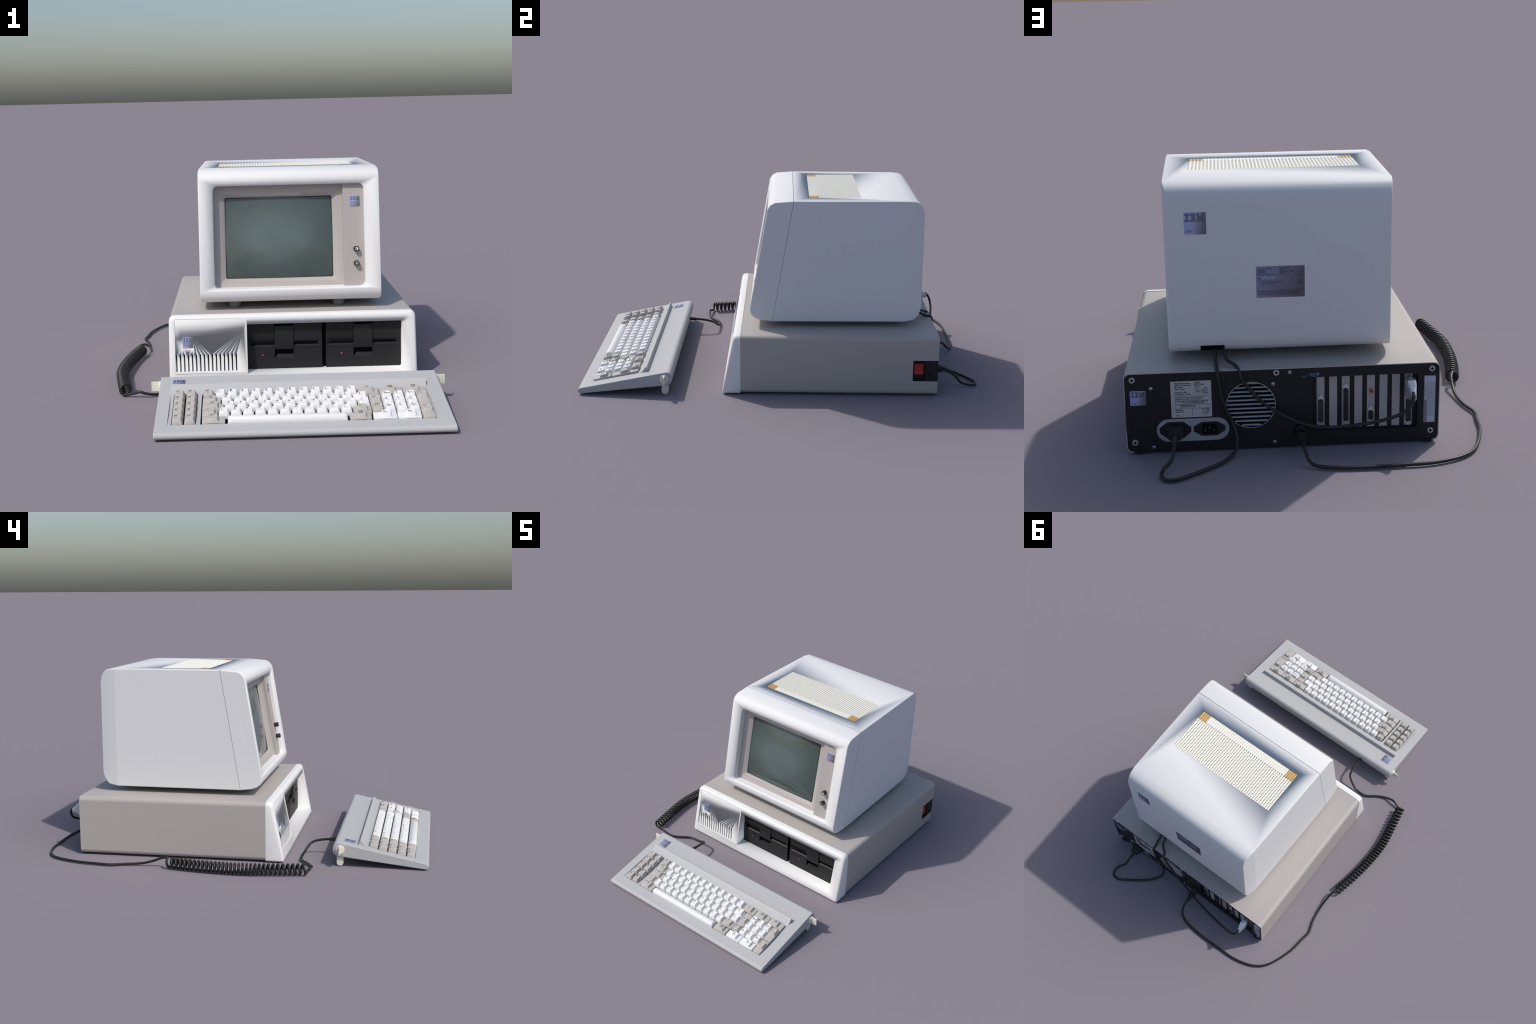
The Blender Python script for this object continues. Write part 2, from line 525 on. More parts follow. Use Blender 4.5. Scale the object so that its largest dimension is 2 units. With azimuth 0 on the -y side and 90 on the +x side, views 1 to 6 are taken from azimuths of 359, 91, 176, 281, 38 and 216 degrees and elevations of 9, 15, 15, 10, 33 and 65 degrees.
fs = [(j * (G + 1) + i, j * (G + 1) + i + 1, (j + 1) * (G + 1) + i + 1, (j + 1) * (G + 1) + i) for j in range(G) for i in range(G)]
s.add(pts, fs)
me = mesh('screen_glass', s.v, s.f, 80)
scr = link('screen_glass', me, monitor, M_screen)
if me.polygons[len(me.polygons) // 2].normal.y > 0: me.flip_normals()
# dark gasket around the glass
s = Solid()
g0 = [on_front(x, z, .0685) for x, z in rounded_rect(-.200, .299, .441, .814, .008, 3)]
g1 = [on_front(x, z, .0655) for x, z in rounded_rect(-.1955, .2945, .4455, .8095, .008, 3)]
s.loft([g0, g1], False, False)
s.build('screen_gasket', monitor, M_black, 40)

# control knobs
front_n = Vector((0, -1, .17)).normalized(); front_up = Vector((0, .17, 1)).normalized()
def knob(z, kind):
    c = on_front(.401, z, .0250)
    M = frame(c, (1, 0, 0), front_up)
    s = Solid(); n = 28
    R = [(.0122, -.001), (.0122, .0235), (.0112, .0255), (.0085, .026)]
    s.loft([[(r * (1 + .02 * (k % 2)) * math.cos(2 * math.pi * k / n), r * (1 + .02 * (k % 2)) * math.sin(2 * math.pi * k / n), h) for k in range(n)] for r, h in R])
    o = place('control_knob', mesh('control_knob', s.v, s.f, 40), monitor, M_black, M)
    s = Solid()
    if kind == 'contrast':      # ring with its right half filled
        n = 24
        for k in range(n):
            a, b = 2 * math.pi * k / n, 2 * math.pi * (k + 1) / n
            r0, r1 = .0062, .0074
            if math.cos((a + b) / 2) > 0: r0 = .0005
            s.add([(r * math.cos(t), r * math.sin(t), .0264) for r, t in ((r0, a), (r1, a), (r1, b), (r0, b))], [(0, 1, 2, 3)])
    else:                       # sun: ring and eight rays
        n = 24
        for k in range(n):
            a, b = 2 * math.pi * k / n, 2 * math.pi * (k + 1) / n
            s.add([(r * math.cos(t), r * math.sin(t), .0264) for r, t in ((.0040, a), (.0051, a), (.0051, b), (.0040, b))], [(0, 1, 2, 3)])
        for k in range(8):
            a = 2 * math.pi * k / 8 + .2
            s.add([(r * math.cos(a + t), r * math.sin(a + t), .0264) for r, t in ((.0055, -.11), (.0082, -.08), (.0082, .08), (.0055, .11))], [(0, 1, 2, 3)])
    place('knob_symbol', mesh('knob_symbol', s.v, s.f, 30, fix=False), o, M_whiteink, M, stuff=True)
knob(.573, 'contrast'); knob(.508, 'sun')

def small_badge(M, w, h, parent, lines, body_size, reddish=True, logo_h=.36):
    p = plate('maker_badge', M, w, h, .0010, parent, M_foil)
    logo('badge_logo', M, w * .06, h * .93 - h * logo_h, w * .86, h * logo_h, p, lift=.0014)
    if lines:
        lettering('badge_lettering', lines, body_size, M, w * .07, h * .36, p, M_logored if reddish else M_logo, space=.85, lift=.0012)
    return p
Mb = frame(on_front(.3755, .7655, .0245), (1, 0, 0), front_up)
small_badge(Mb, .0475, .0480, monitor, 'Personal\nComputer\nDisplay', .0095)

# rear plates
Mr = frame((.423, .7015, .775), (-1, 0, 0), (0, 0, 1))
p = plate('model_badge', Mr, .0755, .0775, .0012, monitor, M_foil)
logo('badge_logo', Mr, .002, .044, .068, .029, p, lift=.0018)
lettering('badge_lettering', '5150', .0105, Mr, .004, .0075, p, M_logo, lift=.0016)
Ml = frame((.181, .7018, .540), (-1, 0, 0), (0, 0, 1))
p = plate('rating_plate', Ml, .170, .114, .0012, monitor, M_foil2, r=.001)
def ink(body, size, x, y, M, p, mat=M_logo, space=.9): return lettering('plate_lettering', body, size, M, x, y, p, mat, space=space, lift=.0016)
ink('Manufactured for', .0072, .004, .1035, Ml, p)
logo('plate_logo', Ml, .005, .088, .029, .013, p, lift=.0018)
ink('Armonk, New York', .0072, .004, .081, Ml, p)
ink('S/N', .0085, .004, .068, Ml, p)
ink('0034279', .0130, .020, .068, Ml, p, M_emboss)
ink('Model 5150\nLISTED\nBUS. Equip. 86ZY\n60 Hz\n120V ~ 0.6A', .0072, .082, .1045, Ml, p, space=.8)
ink('FCC ID BCB9UD486A5001\nMADE IN JAPAN', .0070, .016, .054, Ml, p, space=.95)
ink('Certified to comply with the limits for a Class B computing\ndevice pursuant to Subpart J of Part 15 of FCC Rules. See\ninstructions if interference to radio reception is suspected.', .0062, .005, .0215, Ml, p, space=.95)
ink('CSA', .0095, .149, .051, Ml, p); ink('R', .006, .142, .047, Ml, p); ink('R', .006, .138, .083, Ml, p)
ink('UL', .011, .1525, .090, Ml, p)
ink('LR50402A', .005, .141, .075, Ml, p)
def ring_mark(M, x, y, r, w, p, mat=M_logo, a0=0, a1=360):
    s = Solid(); n = 24
    for k in range(n):
        a, b = (math.radians(a0 + (a1 - a0) * q / n) for q in (k, k + 1))
        s.add([(x + rr * math.cos(t), y + rr * math.sin(t), .0017) for rr, t in ((r - w, a), (r, a), (r, b), (r - w, b))], [(0, 1, 2, 3)])
    place('round_mark', mesh('round_mark', s.v, s.f, 30, fix=False), p, mat, M, stuff=True)
def rule(M, segs, p, mat=M_logo, w=.0006):
    s = Solid()
    for x0, y0, x1, y1 in segs:
        s.box(min(x0, x1) - w / 2, max(x0, x1) + w / 2, min(y0, y1) - w / 2, max(y0, y1) + w / 2, .0012, .0017)
    place('ruled_lines', mesh('ruled_lines', s.v, s.f, 30), p, mat, M, stuff=True)
ring_mark(Ml, .157, .094, .0105, .0007, p)
ring_mark(Ml, .158, .0545, .0105, .0018, p, a0=40, a1=320)
rule(Ml, [(.002, .028, .168, .028), (.011, .063, .097, .063), (.011, .040, .097, .040), (.011, .040, .011, .063), (.097, .040, .097, .063)], p)

# feet
for fx in (-.1615, .3235):
    for fy in (-.045, .55):
        s = Solid(); n = 24
        s.loft([[(fx + r * math.cos(2 * math.pi * k / n), fy + r * math.sin(2 * math.pi * k / n), z) for k in range(n)] for r, z in ((.029, .333), (.027, .315), (.023, .3045))])
        s.build('monitor_foot', monitor, M_foot, 40)

# ================================================================== SYSTEM UNIT
unit = thing('system_unit', (XC, .25, 0), 'low grey computer case, white front bezel, two black disk drives', 'computer')
X0, X1, ZT, ZB = -.4608, .6528, .3035, .0055
YB, YF = .777, -.193
outline = rounded_rect(X0, X1, ZB, ZT, (.022, .022, .024, .024), 7)
inner = rounded_rect(X0 + .003, X1 - .003, ZB + .003, ZT - .003, (.019, .019, .021, .021), 7)
inner2 = rounded_rect(X0 + .0033, X1 - .0033, ZB + .0033, ZT - .0033, (.019, .019, .021, .021), 7)
def prism(L, y0, y1):
    q = Solid(); q.loft([[(x, y, z) for x, z in L] for y in (y0, y1)]); return q
def block(*a):
    q = Solid(); q.box(*a); return q
def carve(solid, cutters, name):
    """Exact boolean difference; returns the carved mesh."""
    base = bpy.data.objects.new('carve_base', mesh(name, solid.v, solid.f)); col.objects.link(base)
    tmp = []
    for c in cutters:
        o = bpy.data.objects.new('carve_tool', mesh('carve_tool', c.v, c.f)); col.objects.link(o); tmp.append(o)
        m = base.modifiers.new('cut', 'BOOLEAN'); m.operation = 'DIFFERENCE'; m.object = o; m.solver = 'EXACT'
    dg = bpy.context.evaluated_depsgraph_get()
    me = bpy.data.meshes.new_from_object(base.evaluated_get(dg)); me.name = name
    for o in tmp + [base]: bpy.data.objects.remove(o)
    return me
SW = (.6535, .7785, .078, .186)               # switch recess: y0, y1, z0, z1
me = carve(prism(outline, YF, YB), [prism(inner, .66, .80), prism(inner, -.25, -.10), block(.6335, .66, SW[0], .80, SW[2], SW[3]), block(-.440, .631, .745, .80, -.02, .0090)], 'case_cover')
sharpen(me, 30)
cover = link('case_cover', me, unit, M_cover)
weighted(cover)
# rear panel with the recessed fan opening and expansion bay
POCKET = rounded_rect(-.3825, -.0065, .055, .2635, .014, 6)
FX, FZ, FR = .2115, .1685, .0865
fan_tool = Solid(); fan_tool.disc_y(FX, FZ, FR, .738, .80, 48)
me = carve(prism(inner2, .665, .7735), [prism(POCKET, .7565, .80), fan_tool, block(.6335, .70, SW[0], .80, SW[2], SW[3])], 'rear_panel')
sharpen(me, 30)
link('rear_panel', me, unit, M_panel)
s = Solid(); s.box(-.4335, .6235, .745, .7731, .0035, .0130)
s.build('lower_flange', unit, M_panel)
# case feet tabs under the rear corners
s = Solid(); s.box(.593, .624, .755, .780, .0015, .012); s.box(-.436, -.404, .755, .780, .0005, .010)
s.build('rear_tab', unit, M_panel)
for fx in (-.40, .59):
    for fy in (-.12, .68):
        s = Solid(); n = 16
        s.loft([[(fx + .02 * math.cos(2 * math.pi * k / n), fy + .02 * math.sin(2 * math.pi * k / n), z) for k in range(n)] for z in (0, .010)])
        s.build('case_foot', unit, M_black)

# --- front bezel ---
def rim_y(z): return -.2855 + (z - .008) * (.0580 / .2955)
bo = rounded_rect(X0 - .0005, X1 + .0005, ZB - .002, ZT + .0015, (.010, .010, .024, .024), 6)   # starts bottom-right ccw
def inset(L, d):
    cx, cz = (X0 + X1) / 2, (ZB + ZT) / 2
    return [(x - d * (1 if x > cx else -1), z - d * (1 if z > cz else -1)) for x, z in L]
# add mid points for the grille / drive boundary
def with_mids(L, top, bot):
    # order: br arc(6), tr arc(6), [top mids], tl arc(6), bl arc(6), [bottom mids]
    return L[:12] + top + L[12:] + bot
def mids(z_top, z_bot): return [(-.109, z_top), (-.1115, z_top)], [(-.1115, z_bot), (-.109, z_bot)]
loops = []
for d, k in ((0, None), (0, .016), (.0025, .0075), (.007, .0025), (.013, .0)):
    Lp = inset(bo, d)
    t, b = mids(max(z for _, z in Lp), min(z for _, z in Lp))
    Lp = with_mids(Lp, t, b)
    if k is None: loops.append([Vector((x, YF, z)) for x, z in Lp])
    else: loops.append([Vector((x, rim_y(z) + k * (1.0 if z > .15 else .5), z)) for x, z in Lp])
DX1, DZ1, DZ0 = .591, .2625, .0465
def arc(cx, cz, r, a0, n=6): return [(cx + r * math.cos(math.radians(a0 + 90 * i / (n - 1))), cz + r * math.sin(math.radians(a0 + 90 * i / (n - 1)))) for i in range(n)]
inn = []
inn += [Vector((x, rim_y(z) + .0015, z)) for x, z in arc(DX1 - .007, DZ0 + .007, .007, -90)]
inn += [Vector((x, rim_y(z) + .0015, z)) for x, z in arc(DX1 - .007, DZ1 - .007, .007, 0)]
Mt, Nt, Nb, Mbt = Vector((-.109, rim_y(.2625) + .0015, .2625)), Vector((-.1115, rim_y(.2890) + .0003, .2890)), Vector((-.1115, rim_y(.051) + .0003, .051)), Vector((-.109, rim_y(.0465) + .0015, .0465))
inn += [Mt, Nt]
inn += [Vector((x, rim_y(z) + .0003, z)) for x, z in arc(-.434 + .004, .2905 - .004, .004, 90)]
inn += [Vector((x, rim_y(z) + .0003, z)) for x, z in arc(-.433 + .004, .050 + .004, .004, 180)]
inn += [Nb, Mbt]
Et = inn[14 + 5]; Eb = inn[20]
loops.append(inn)
s = Solid(); s.loft(loops, False, False)
# opening walls run straight back to the drives
n0 = len(loops[0]); last = (len(loops) - 1) * n0
s.f.append((last + 12, last + 13, last + 26, last + 27))
hole = [last + i for i in range(13)] + [last + 27]
nb0 = len(s.v)
for i in hole: s.v.append(Vector((s.v[i].x, -.185, s.v[i].z)))
for i in range(14):
    j = (i + 1) % 14
    s.f.append((hole[i], hole[j], nb0 + j, nb0 + i))
bz = mesh('front_bezel', s.v, s.f, 180)
if sum(f.normal.y for f in bz.polygons if f.center.y < -.22) > 0: bz.flip_normals()
# grey fade on the rim comes from edge-loop normals bent towards the walls
nrm = [v.normal.copy() for v in bz.vertices]
for k, i in enumerate(hole):
    if k < 6: w = Vector((-.6 * k / 5, 0, .9 - .5 * k / 5))
    elif k < 12: w = Vector((-.9 + .8 * (k - 6) / 5, 0, -.4 - 1.5 * (k - 6) / 5))
    elif k == 12: w = Vector((.25, 0, -1.9))
    else: w = Vector((.6, 0, .6))
    nrm[i] = (Vector((0, -.98, .19)) + w).normalized()
bz.normals_split_custom_set_from_vertices([tuple(v) for v in nrm])
bezel = link('front_bezel', bz, unit, M_white2)
s = Solid(); s.box(-.14, .62, -.180, -.176, .03, .28); s.build('drive_bay_back', unit, M_dark)

# --- cooling grille panel: 16 vertical slots; fans of facets run up to the badge and the upper right corner ---
def panel_y(z):
    pts = [(.030, -.2810), (.0515, -.2755), (.062, -.2725), (.137, -.2650), (.164, -.2505), (.212, -.2435), (.232, -.2335), (.262, -.2265), (.29, -.2255)]
    for (a, ya), (b, yb) in zip(pts, pts[1:]):
        if z <= b: return ya + (yb - ya) * (z - a) / (b - a)
    return pts[-1][1]
PV = []; PN = []; PF = []
DARK = Vector((0, -.52, -.84)); FRONT = Vector((0, -1, .18)); UPF = Vector((0, -.8, .6))  # hand-set normals darken the panel top and draw its shading streaks
def pv(x, z, nrm, y=None):
    PV.append(Vector((x, panel_y(z) if y is None else y, z))); PN.append(Vector(nrm).normalized()); return len(PV) - 1
e_t = pv(-.433, .2900, (0.0, -.78, .62), rim_y(.290) + .0003)
e_m = pv(-.4325, .200, (.75, -.6, .05), rim_y(.2) + .0015)
e_l = pv(-.4325, .137, (.95, -.3, -.1), rim_y(.137) + .0015)
e_b = pv(-.4325, .0515, (0, -.98, .19), rim_y(.0515) + .0003)
n_t = pv(Nt.x, Nt.z, (.1, -.85, .35), Nt.y)
n_b = pv(Nb.x, Nb.z, (.0, -.98, .19), Nb.y)
A = pv(-.3995, .2115, (-.1, -.62, -.72)); B = pv(-.3535, .2115, DARK); C = pv(-.3535, .164, UPF); D = pv(-.3995, .164, (.15, -.85, .45))
Pp = pv(-.129, .234, (.1, -.60, -.74))
rng = random.Random(3)
top_l, top_r, bot_l, bot_r, mid_l, mid_r = [], [], [], [], [], []
for i in range(16):
    xc = -.4275 + .01787 * i; w = .0026
    lean = rng.uniform(-.25, .25)
    top_l.append(pv(xc - w, .137, Vector((.85 + lean, -.45, -.55))))
    top_r.append(pv(xc + w, .137, Vector((-.55 + 1.6 * lean, -.75, -.10 + 1.5 * lean))))
    m = .118 - .02 * rng.random()
    mid_l.append(pv(xc - w, m, (.30 + lean, -.88, .25)))
    mid_r.append(pv(xc + w, m, (-.25 + lean, -.88, .30)))
    bot_l.append(pv(xc - w, .061, (.15, -.85, .45)))
    bot_r.append(pv(xc + w, .061, (-.25, -.85, .45)))
PF += [(e_t, A, e_m), (e_m, A, D), (e_m, D, e_l), (e_t, n_t, Pp, B, A), (A, B, C, D)]
PF += [(e_l, D, top_l[0])]
chain = []
for i in range(16): chain += [top_l[i], top_r[i]]
# which upper vertex each slot edge is joined to
def hub(k):
    i = k // 2
    return D if i < 3 else C if i < 5 else B if i < 9 else Pp
for k in range(len(chain) - 1):
    h0, h1 = hub(k), hub(k + 1)
    PF.append((h0, chain[k + 1], chain[k]))
    if h0 != h1: PF.append((h0, h1, chain[k + 1]))
PF.append((Pp, n_t, n_b, chain[-1]))
PF.append((chain[-1], n_b, bot_r[15], mid_r[15]))
for i in range(15):
    PF.append((top_r[i], top_l[i + 1], mid_l[i + 1], mid_r[i]))
    PF.append((mid_r[i], mid_l[i + 1], bot_l[i + 1], bot_r[i]))
PF.append((e_l, top_l[0], mid_l[0], bot_l[0], e_b))
bchain = []
for i in range(16): bchain += [bot_l[i], bot_r[i]]
PF.append(tuple([e_b] + bchain + [n_b]))
# slot side walls go back into the case (own vertices, own normals)
for i in range(16):
    for vt, vb, sx in ((top_l[i], bot_l[i], 1), (top_r[i], bot_r[i], -1)):
        a, b = PV[vt], PV[vb]
        q = [len(PV) + k for k in range(4)]
        for p in (a, b, b + Vector((0, .012, 0)), a + Vector((0, .012, 0))):
            PV.append(p.copy()); PN.append(Vector((sx, 0, 0)))
        PF.append(tuple(q))
me = bpy.data.meshes.new('grille_panel')
me.from_pydata([tuple(v) for v in PV], [], PF)
bm = bmesh.new(); bm.from_mesh(me)
for f in bm.faces:
    f.smooth = True
    f.normal_update()
    if f.normal.y > 0: f.normal_flip()
bm.to_mesh(me); bm.free()
me.normals_split_custom_set_from_vertices([tuple(v) for v in PN])
link('grille_panel', me, unit, M_white2)
s = Solid(); s.box(-.4335, -.150, -.248, -.246, .050, .150); s.build('grille_void', unit, M_dark)
Mg = frame((-.3995, panel_y(.1645) - .0008, .1645), (1, 0, 0), (0, panel_y(.2115) - panel_y(.1645), .047))
small_badge(Mg, .0465, .0475, unit, 'Personal\nComputer', .0085, reddish=False, logo_h=.40)

# --- floppy drives ---
def drive(x0, x1):
    root = None
    yf = -.2060
    lx0 = x0 + .126; lx1 = lx0 + .0855
    s = Solid()
    zt, zb = .264, .044
    # upper plate with its shallow dished left field
    s.box(lx1 + .0015, x1, yf + .001, -.178, .1765, zt)
    s.box(x0, lx0 - .0015, yf + .008, -.178, .1765, zt)
    s.add([(x0, yf + .001, .238), (lx0 - .0015, yf + .001, .238), (lx0 - .0015, yf + .008, .1765), (x0, yf + .008, .1765), (x0, yf + .001, zt), (lx0 - .0015, yf + .001, zt)],
          [(0, 1, 2, 3), (4, 5, 1, 0)])
    s.add([(x0 + .012, yf + .0022, .228), (x0 + .052, yf + .0018, .231), (lx0 - .018, yf + .0078, .182)], [(0, 1, 2)])
    # slot surround: sloping lips above and below the opening
    for a, b in ((x0, lx0 + .004), (lx1 - .004, x1)):
        s.box(a, b, -.1915, -.178, .142, .1765)
        xa, xb = (a + .015, b) if a == x0 else (a, b - .018)
        s.add([(a, yf, .1765), (b, yf, .1765), (xb, yf + .006, .1685), (xa, yf + .006, .1685)], [(0, 1, 2, 3)])
        s.add([(a, yf, .142), (b, yf, .142), (b, yf, .150), (a, yf, .150)], [(0, 1, 2, 3)])
        s.add([(a, yf, .150), (b, yf, .150), (xb, yf + .007, .1555), (xa, yf + .007, .1555)], [(0, 1, 2, 3)])
        if a == x0: s.add([(a, yf, .1765), (xa, yf + .006, .1685), (xa, yf + .007, .1555), (a, yf, .150)], [(0, 1, 2, 3)])
        else: s.add([(b, yf, .1765), (xb, yf + .006, .1685), (xb, yf + .007, .1555), (b, yf, .150)], [(0, 1, 2, 3)])
    # lower plate around the finger recess
    s.box(x0, lx0 - .0005, yf - .0012, -.178, zb, .1415)
    s.box(lx1 + .0005, x1, yf - .0012, -.178, zb, .1415)
    s.box(lx0 - .0005, lx1 + .0005, yf - .0012, -.178, zb, .094)
    s.add([(lx0, yf - .0012, .094), (lx1, yf - .0012, .094), (lx1, yf + .004, .113), (lx0 + .012, yf + .004, .113)], [(0, 1, 2, 3)])
    o = s.build('drive_front', unit, M_drive, 25)
    s = Solid()
    for a, b in ((x0 + .014, lx0 + .004), (lx1 - .004, x1 - .017)):
        s.box(a, b, -.1955, -.1925, .1555, .1685)
    s.box(lx0, lx1, -.1885, -.184, .094, .140)
    s.build('drive_slot', o, M_dark)
    s = Solid()
    prof = [(-.187, .244), (yf - .001, .244), (yf - .003, .225), (yf - .0055, .176), (yf - .0045, .150), (yf - .001, .1365), (-.187, .1365)]
    s.loft([[(x, y, z) for y, z in prof] for x in (lx0, lx1)])
    s.build('drive_latch', o, M_drive, 25, bevel=.0012)
    s = Solid()
    n = 12; loops = []
    cx, cz = x0 + .071, .110
    for k in range(6):
        a = math.radians(90 * k / 5)
        loops.append([(cx + .0046 * math.cos(a) * math.cos(2 * math.pi * i / n), yf - .001 - .0042 * math.sin(a), cz + .0046 * math.cos(a) * math.sin(2 * math.pi * i / n)) for i in range(n)])
    s.loft(loops, False, True)
    s.build('indicator_lamp', o, M_led, 60)
    Md = frame((x0 + .020, yf + .0006, .226), (1, 0, 0), (0, 0, 1))
    logo('drive_logo', Md, 0, 0, .046, .014, o, M_black, lift=.0003)
drive(-.1105, .2305); drive(.2485, .5875)

# --- red power switch on the right side ---
s = Solid(); s.box(.6335, .6362, .654, .7735, .0785, .1855); s.box(.6335, .6505, .7130, .7765, .0785, .1855); s.build('switch_plate', unit, M_panel)
s = Solid()
for y0, y1, z0, z1 in ((.6545, .658, .084, .180), (.7085, .712, .084, .180), (.658, .7085, .084, .0875), (.658, .7085, .1765, .180)): s.box(.6360, .6440, y0, y1, z0, z1)
s.build('switch_frame', unit, M_panel)
s = Solid()
prof = [(.635, .1130), (.6480, .1130), (.6435, .143), (.6500, .169), (.635, .169)]
s.loft([[(x, y, z) for x, z in prof] for y in (.661, .705)])
s.build('rocker_switch', unit, M_red, 30)
Ms = frame((.6506, .7345, .150), (0, 1, 0), (0, 0, 1))
s = Solid(); s.box(0, .003, 0, .016, 0, .0006); place('switch_mark', mesh('switch_mark', s.v, s.f, 30), unit, M_dark, Ms, True)
Mo = frame((.6506, .738, .110), (0, 1, 0), (0, 0, 1))
ring_mark(Mo, 0, 0, .0085, .002, unit, M_dark)

# --- rear panel furniture (frame: right = -x as seen from behind) ---
YP = .7735
MR = frame((0, YP, 0), (-1, 0, 0), (0, 0, 1))
def socket_screw(x, z):
    s = Solid()
    s.disc_y(x, z, .0115, YP - .001, YP + .004, 10, .0105)
    o = s.build('cap_screw', unit, M_ring, 40)
    s = Solid(); s.disc_y(x, z, .0052, YP + .004, YP + .0045, 6); s.build('screw_socket', o, M_dark)
for x, z in ((.623, .279), (.623, .043), (.120, .287), (-.432, .280), (-.431, .043)): socket_screw(x, z)
def slot_screw(x, z, ang, r=.0065):
    s = Solid()
    s.disc_y(x, z, r, YP - .001, YP + .002, 14); s.disc_y(x, z, r * .9, YP + .002, YP + .0042, 14, r * .55)
    o = s.build('slotted_screw', unit, M_bolt, 40)
    s = Solid(); s.box(-.0008, .0008, .0, .0006, -r * .8, r * .8)
    me = mesh('screw_slot', s.v, s.f, 30)
    place('screw_slot', me, o, M_dark, Matrix.Translation((x, YP + .0040, z)) @ Matrix.Rotation(ang, 4, 'Y'))
for x, z, a in ((.559, .245, .2), (.558, .022, .7), (.073, .286, 1.6), (.132, .245, 2.2), (.129, .023, .4)): slot_screw(x, z, a)

# fan guard
fx, fz, fr = .2115, .1685, .0865
s = Solid(); s.disc_y(fx, fz, fr - .0005, .7365, .7390, 48); s.build('fan_opening', unit, M_dark)
s = Solid()
n = 48
for k in range(n):
    a, b = 2 * math.pi * k / n, 2 * math.pi * (k + 1) / n
    s.add([(fx + r * math.cos(t), y, fz + r * math.sin(t)) for y in (YP, YP + .002) for r, t in ((fr - .001, a), (fr + .0012, a), (fr + .0012, b), (fr - .001, b))],
          [(0, 1, 2, 3), (4, 5, 6, 7), (0, 3, 7, 4), (1, 2, 6, 5)])
for k in range(-5, 6):
    z = fz + k * .0158
    hw = math.sqrt(max(0, (fr - .001) ** 2 - (z - fz) ** 2))
    if hw < .01: continue
    prof = [(.7640, -.0020), (.7700, -.0026), (.7720, .0002), (.7705, .0030), (.7640, .0036)]
    s.loft([[(x, y, z + q) for y, q in prof] for x in (fx - hw, fx + hw)])
s.build('fan_guard', unit, M_fan, 40)

# power inlet plate, two sockets
s = Solid(); st = rounded_rect(.290, .5455, .041, .1265, .0425, 9)
s.loft([[(x, y, z) for x, z in st] for y in (YP - .001, YP + .0012)]); s.build('inlet_plate', unit, M_inlet, 40)
def socket(cx, cz, hw, hh, plugged):
    ears = [(cx - hw, cz - .008), (cx - hw, cz + .010), (cx - hw * .5, cz + hh), (cx + hw * .5, cz + hh), (cx + hw, cz + .010), (cx + hw, cz - .008), (cx + hw * .5, cz - hh), (cx - hw * .5, cz - hh)]
    s = Solid(); s.loft([[(x, y, z) for x, z in ears] for y in (YP, YP + .0035)])
    o = s.build('power_socket', unit, M_panel, 30, bevel=.001)
    for sx in (-1, 1):
        q = Solid(); q.disc_y(cx + sx * hw * .78, cz, .005, YP + .0033, YP + .0046, 12); q.build('socket_rivet', o, M_panel)
    if not plugged:
        q = Solid(); L = rounded_rect(cx - .026, cx + .026, cz - .019, cz + .019, .004, 3)
        q.loft([[(x, y, z) for x, z in L] for y in (YP + .0033, YP + .0045)]); q.build('socket_well', o, M_dark)
        for k, (dx, dz) in enumerate(((-.015, -.003), (0, .005), (.015, -.003))):
            q = Solid(); q.box(cx + dx - .0012, cx + dx + .0012, YP + .004, YP + .0065, cz + dz - .004, cz + dz + .004)
            q.build('contact_pin', o, M_bolt)
socket(.480, .0845, .0555, .0315, True); socket(.3595, .0855, .0555, .0265, False)

# rating label
def mR(x, z): return frame((x, YP + .0002, z), (-1, 0, 0), (0, 0, 1))
Mlab = mR(.491, .1315)
p = plate('rating_label', Mlab, .142, .1365, .0010, unit, M_label, r=.001)
ink('Manufactured by\nIBM Corporation\nArmonk,\nNew York', .0082, .014, .1265, Mlab, p, M_ink, .9)
ink('Made in USA\nModel No. 5150', .0082, .014, .0925, Mlab, p, M_ink, .9)
ink('Listed\nEDP Equip.\n161G', .0082, .083, .1285, Mlab, p, M_ink, .9)
ink('UL', .013, .0875, .0955, Mlab, p, M_ink); ring_mark(Mlab, .0945, .0985, .0120, .0007, p, M_ink)
ink('SA', .011, .1165, .0960, Mlab, p, M_ink); ring_mark(Mlab, .1225, .0995, .0115, .0022, p, M_ink, 40, 320)
ink('Certified to comply with class B Part 15\nlimits of FCC rules. See instructions if\ninterference to radio operation is suspected.', .0064, .014, .0735, Mlab, p, M_ink, .95)
ink('FCC ID AN49B5A5150', .0078, .040, .0530, Mlab, p, M_ink)
ink('CONTAINS IBM CODE\n  COPYRIGHT 1981, 1983', .0052, .030, .0435, Mlab, p, M_ink, .95)
ink('Auxiliary\npower to\n\n5151', .0078, .014, .0265, Mlab, p, M_ink, .9)
ink('Hz 50/60\n   V 120\n W 200\n    A 2', .0078, .106, .0285, Mlab, p, M_ink, .9)
rule(Mlab, [(.004, .081, .136, .081), (.004, .0470, .136, .0470), (.004, .034, .136, .034), (.074, .034, .074, .007), (.016, .0505, .128, .0505), (.016, .0595, .128, .0595), (.016, .0505, .016, .0595), (.128, .0505, .128, .0595)], p, M_ink)
Mbad = mR(.6325, .1835)
p = plate('model_badge', Mbad, .0555, .0545, .0010, unit, M_foil)
logo('badge_logo', Mbad, .003, .030, .048, .0205, p, lift=.0016)
lettering('badge_lettering', '5150', .0075, Mbad, .005, .005, p, M_logo, lift=.0013)

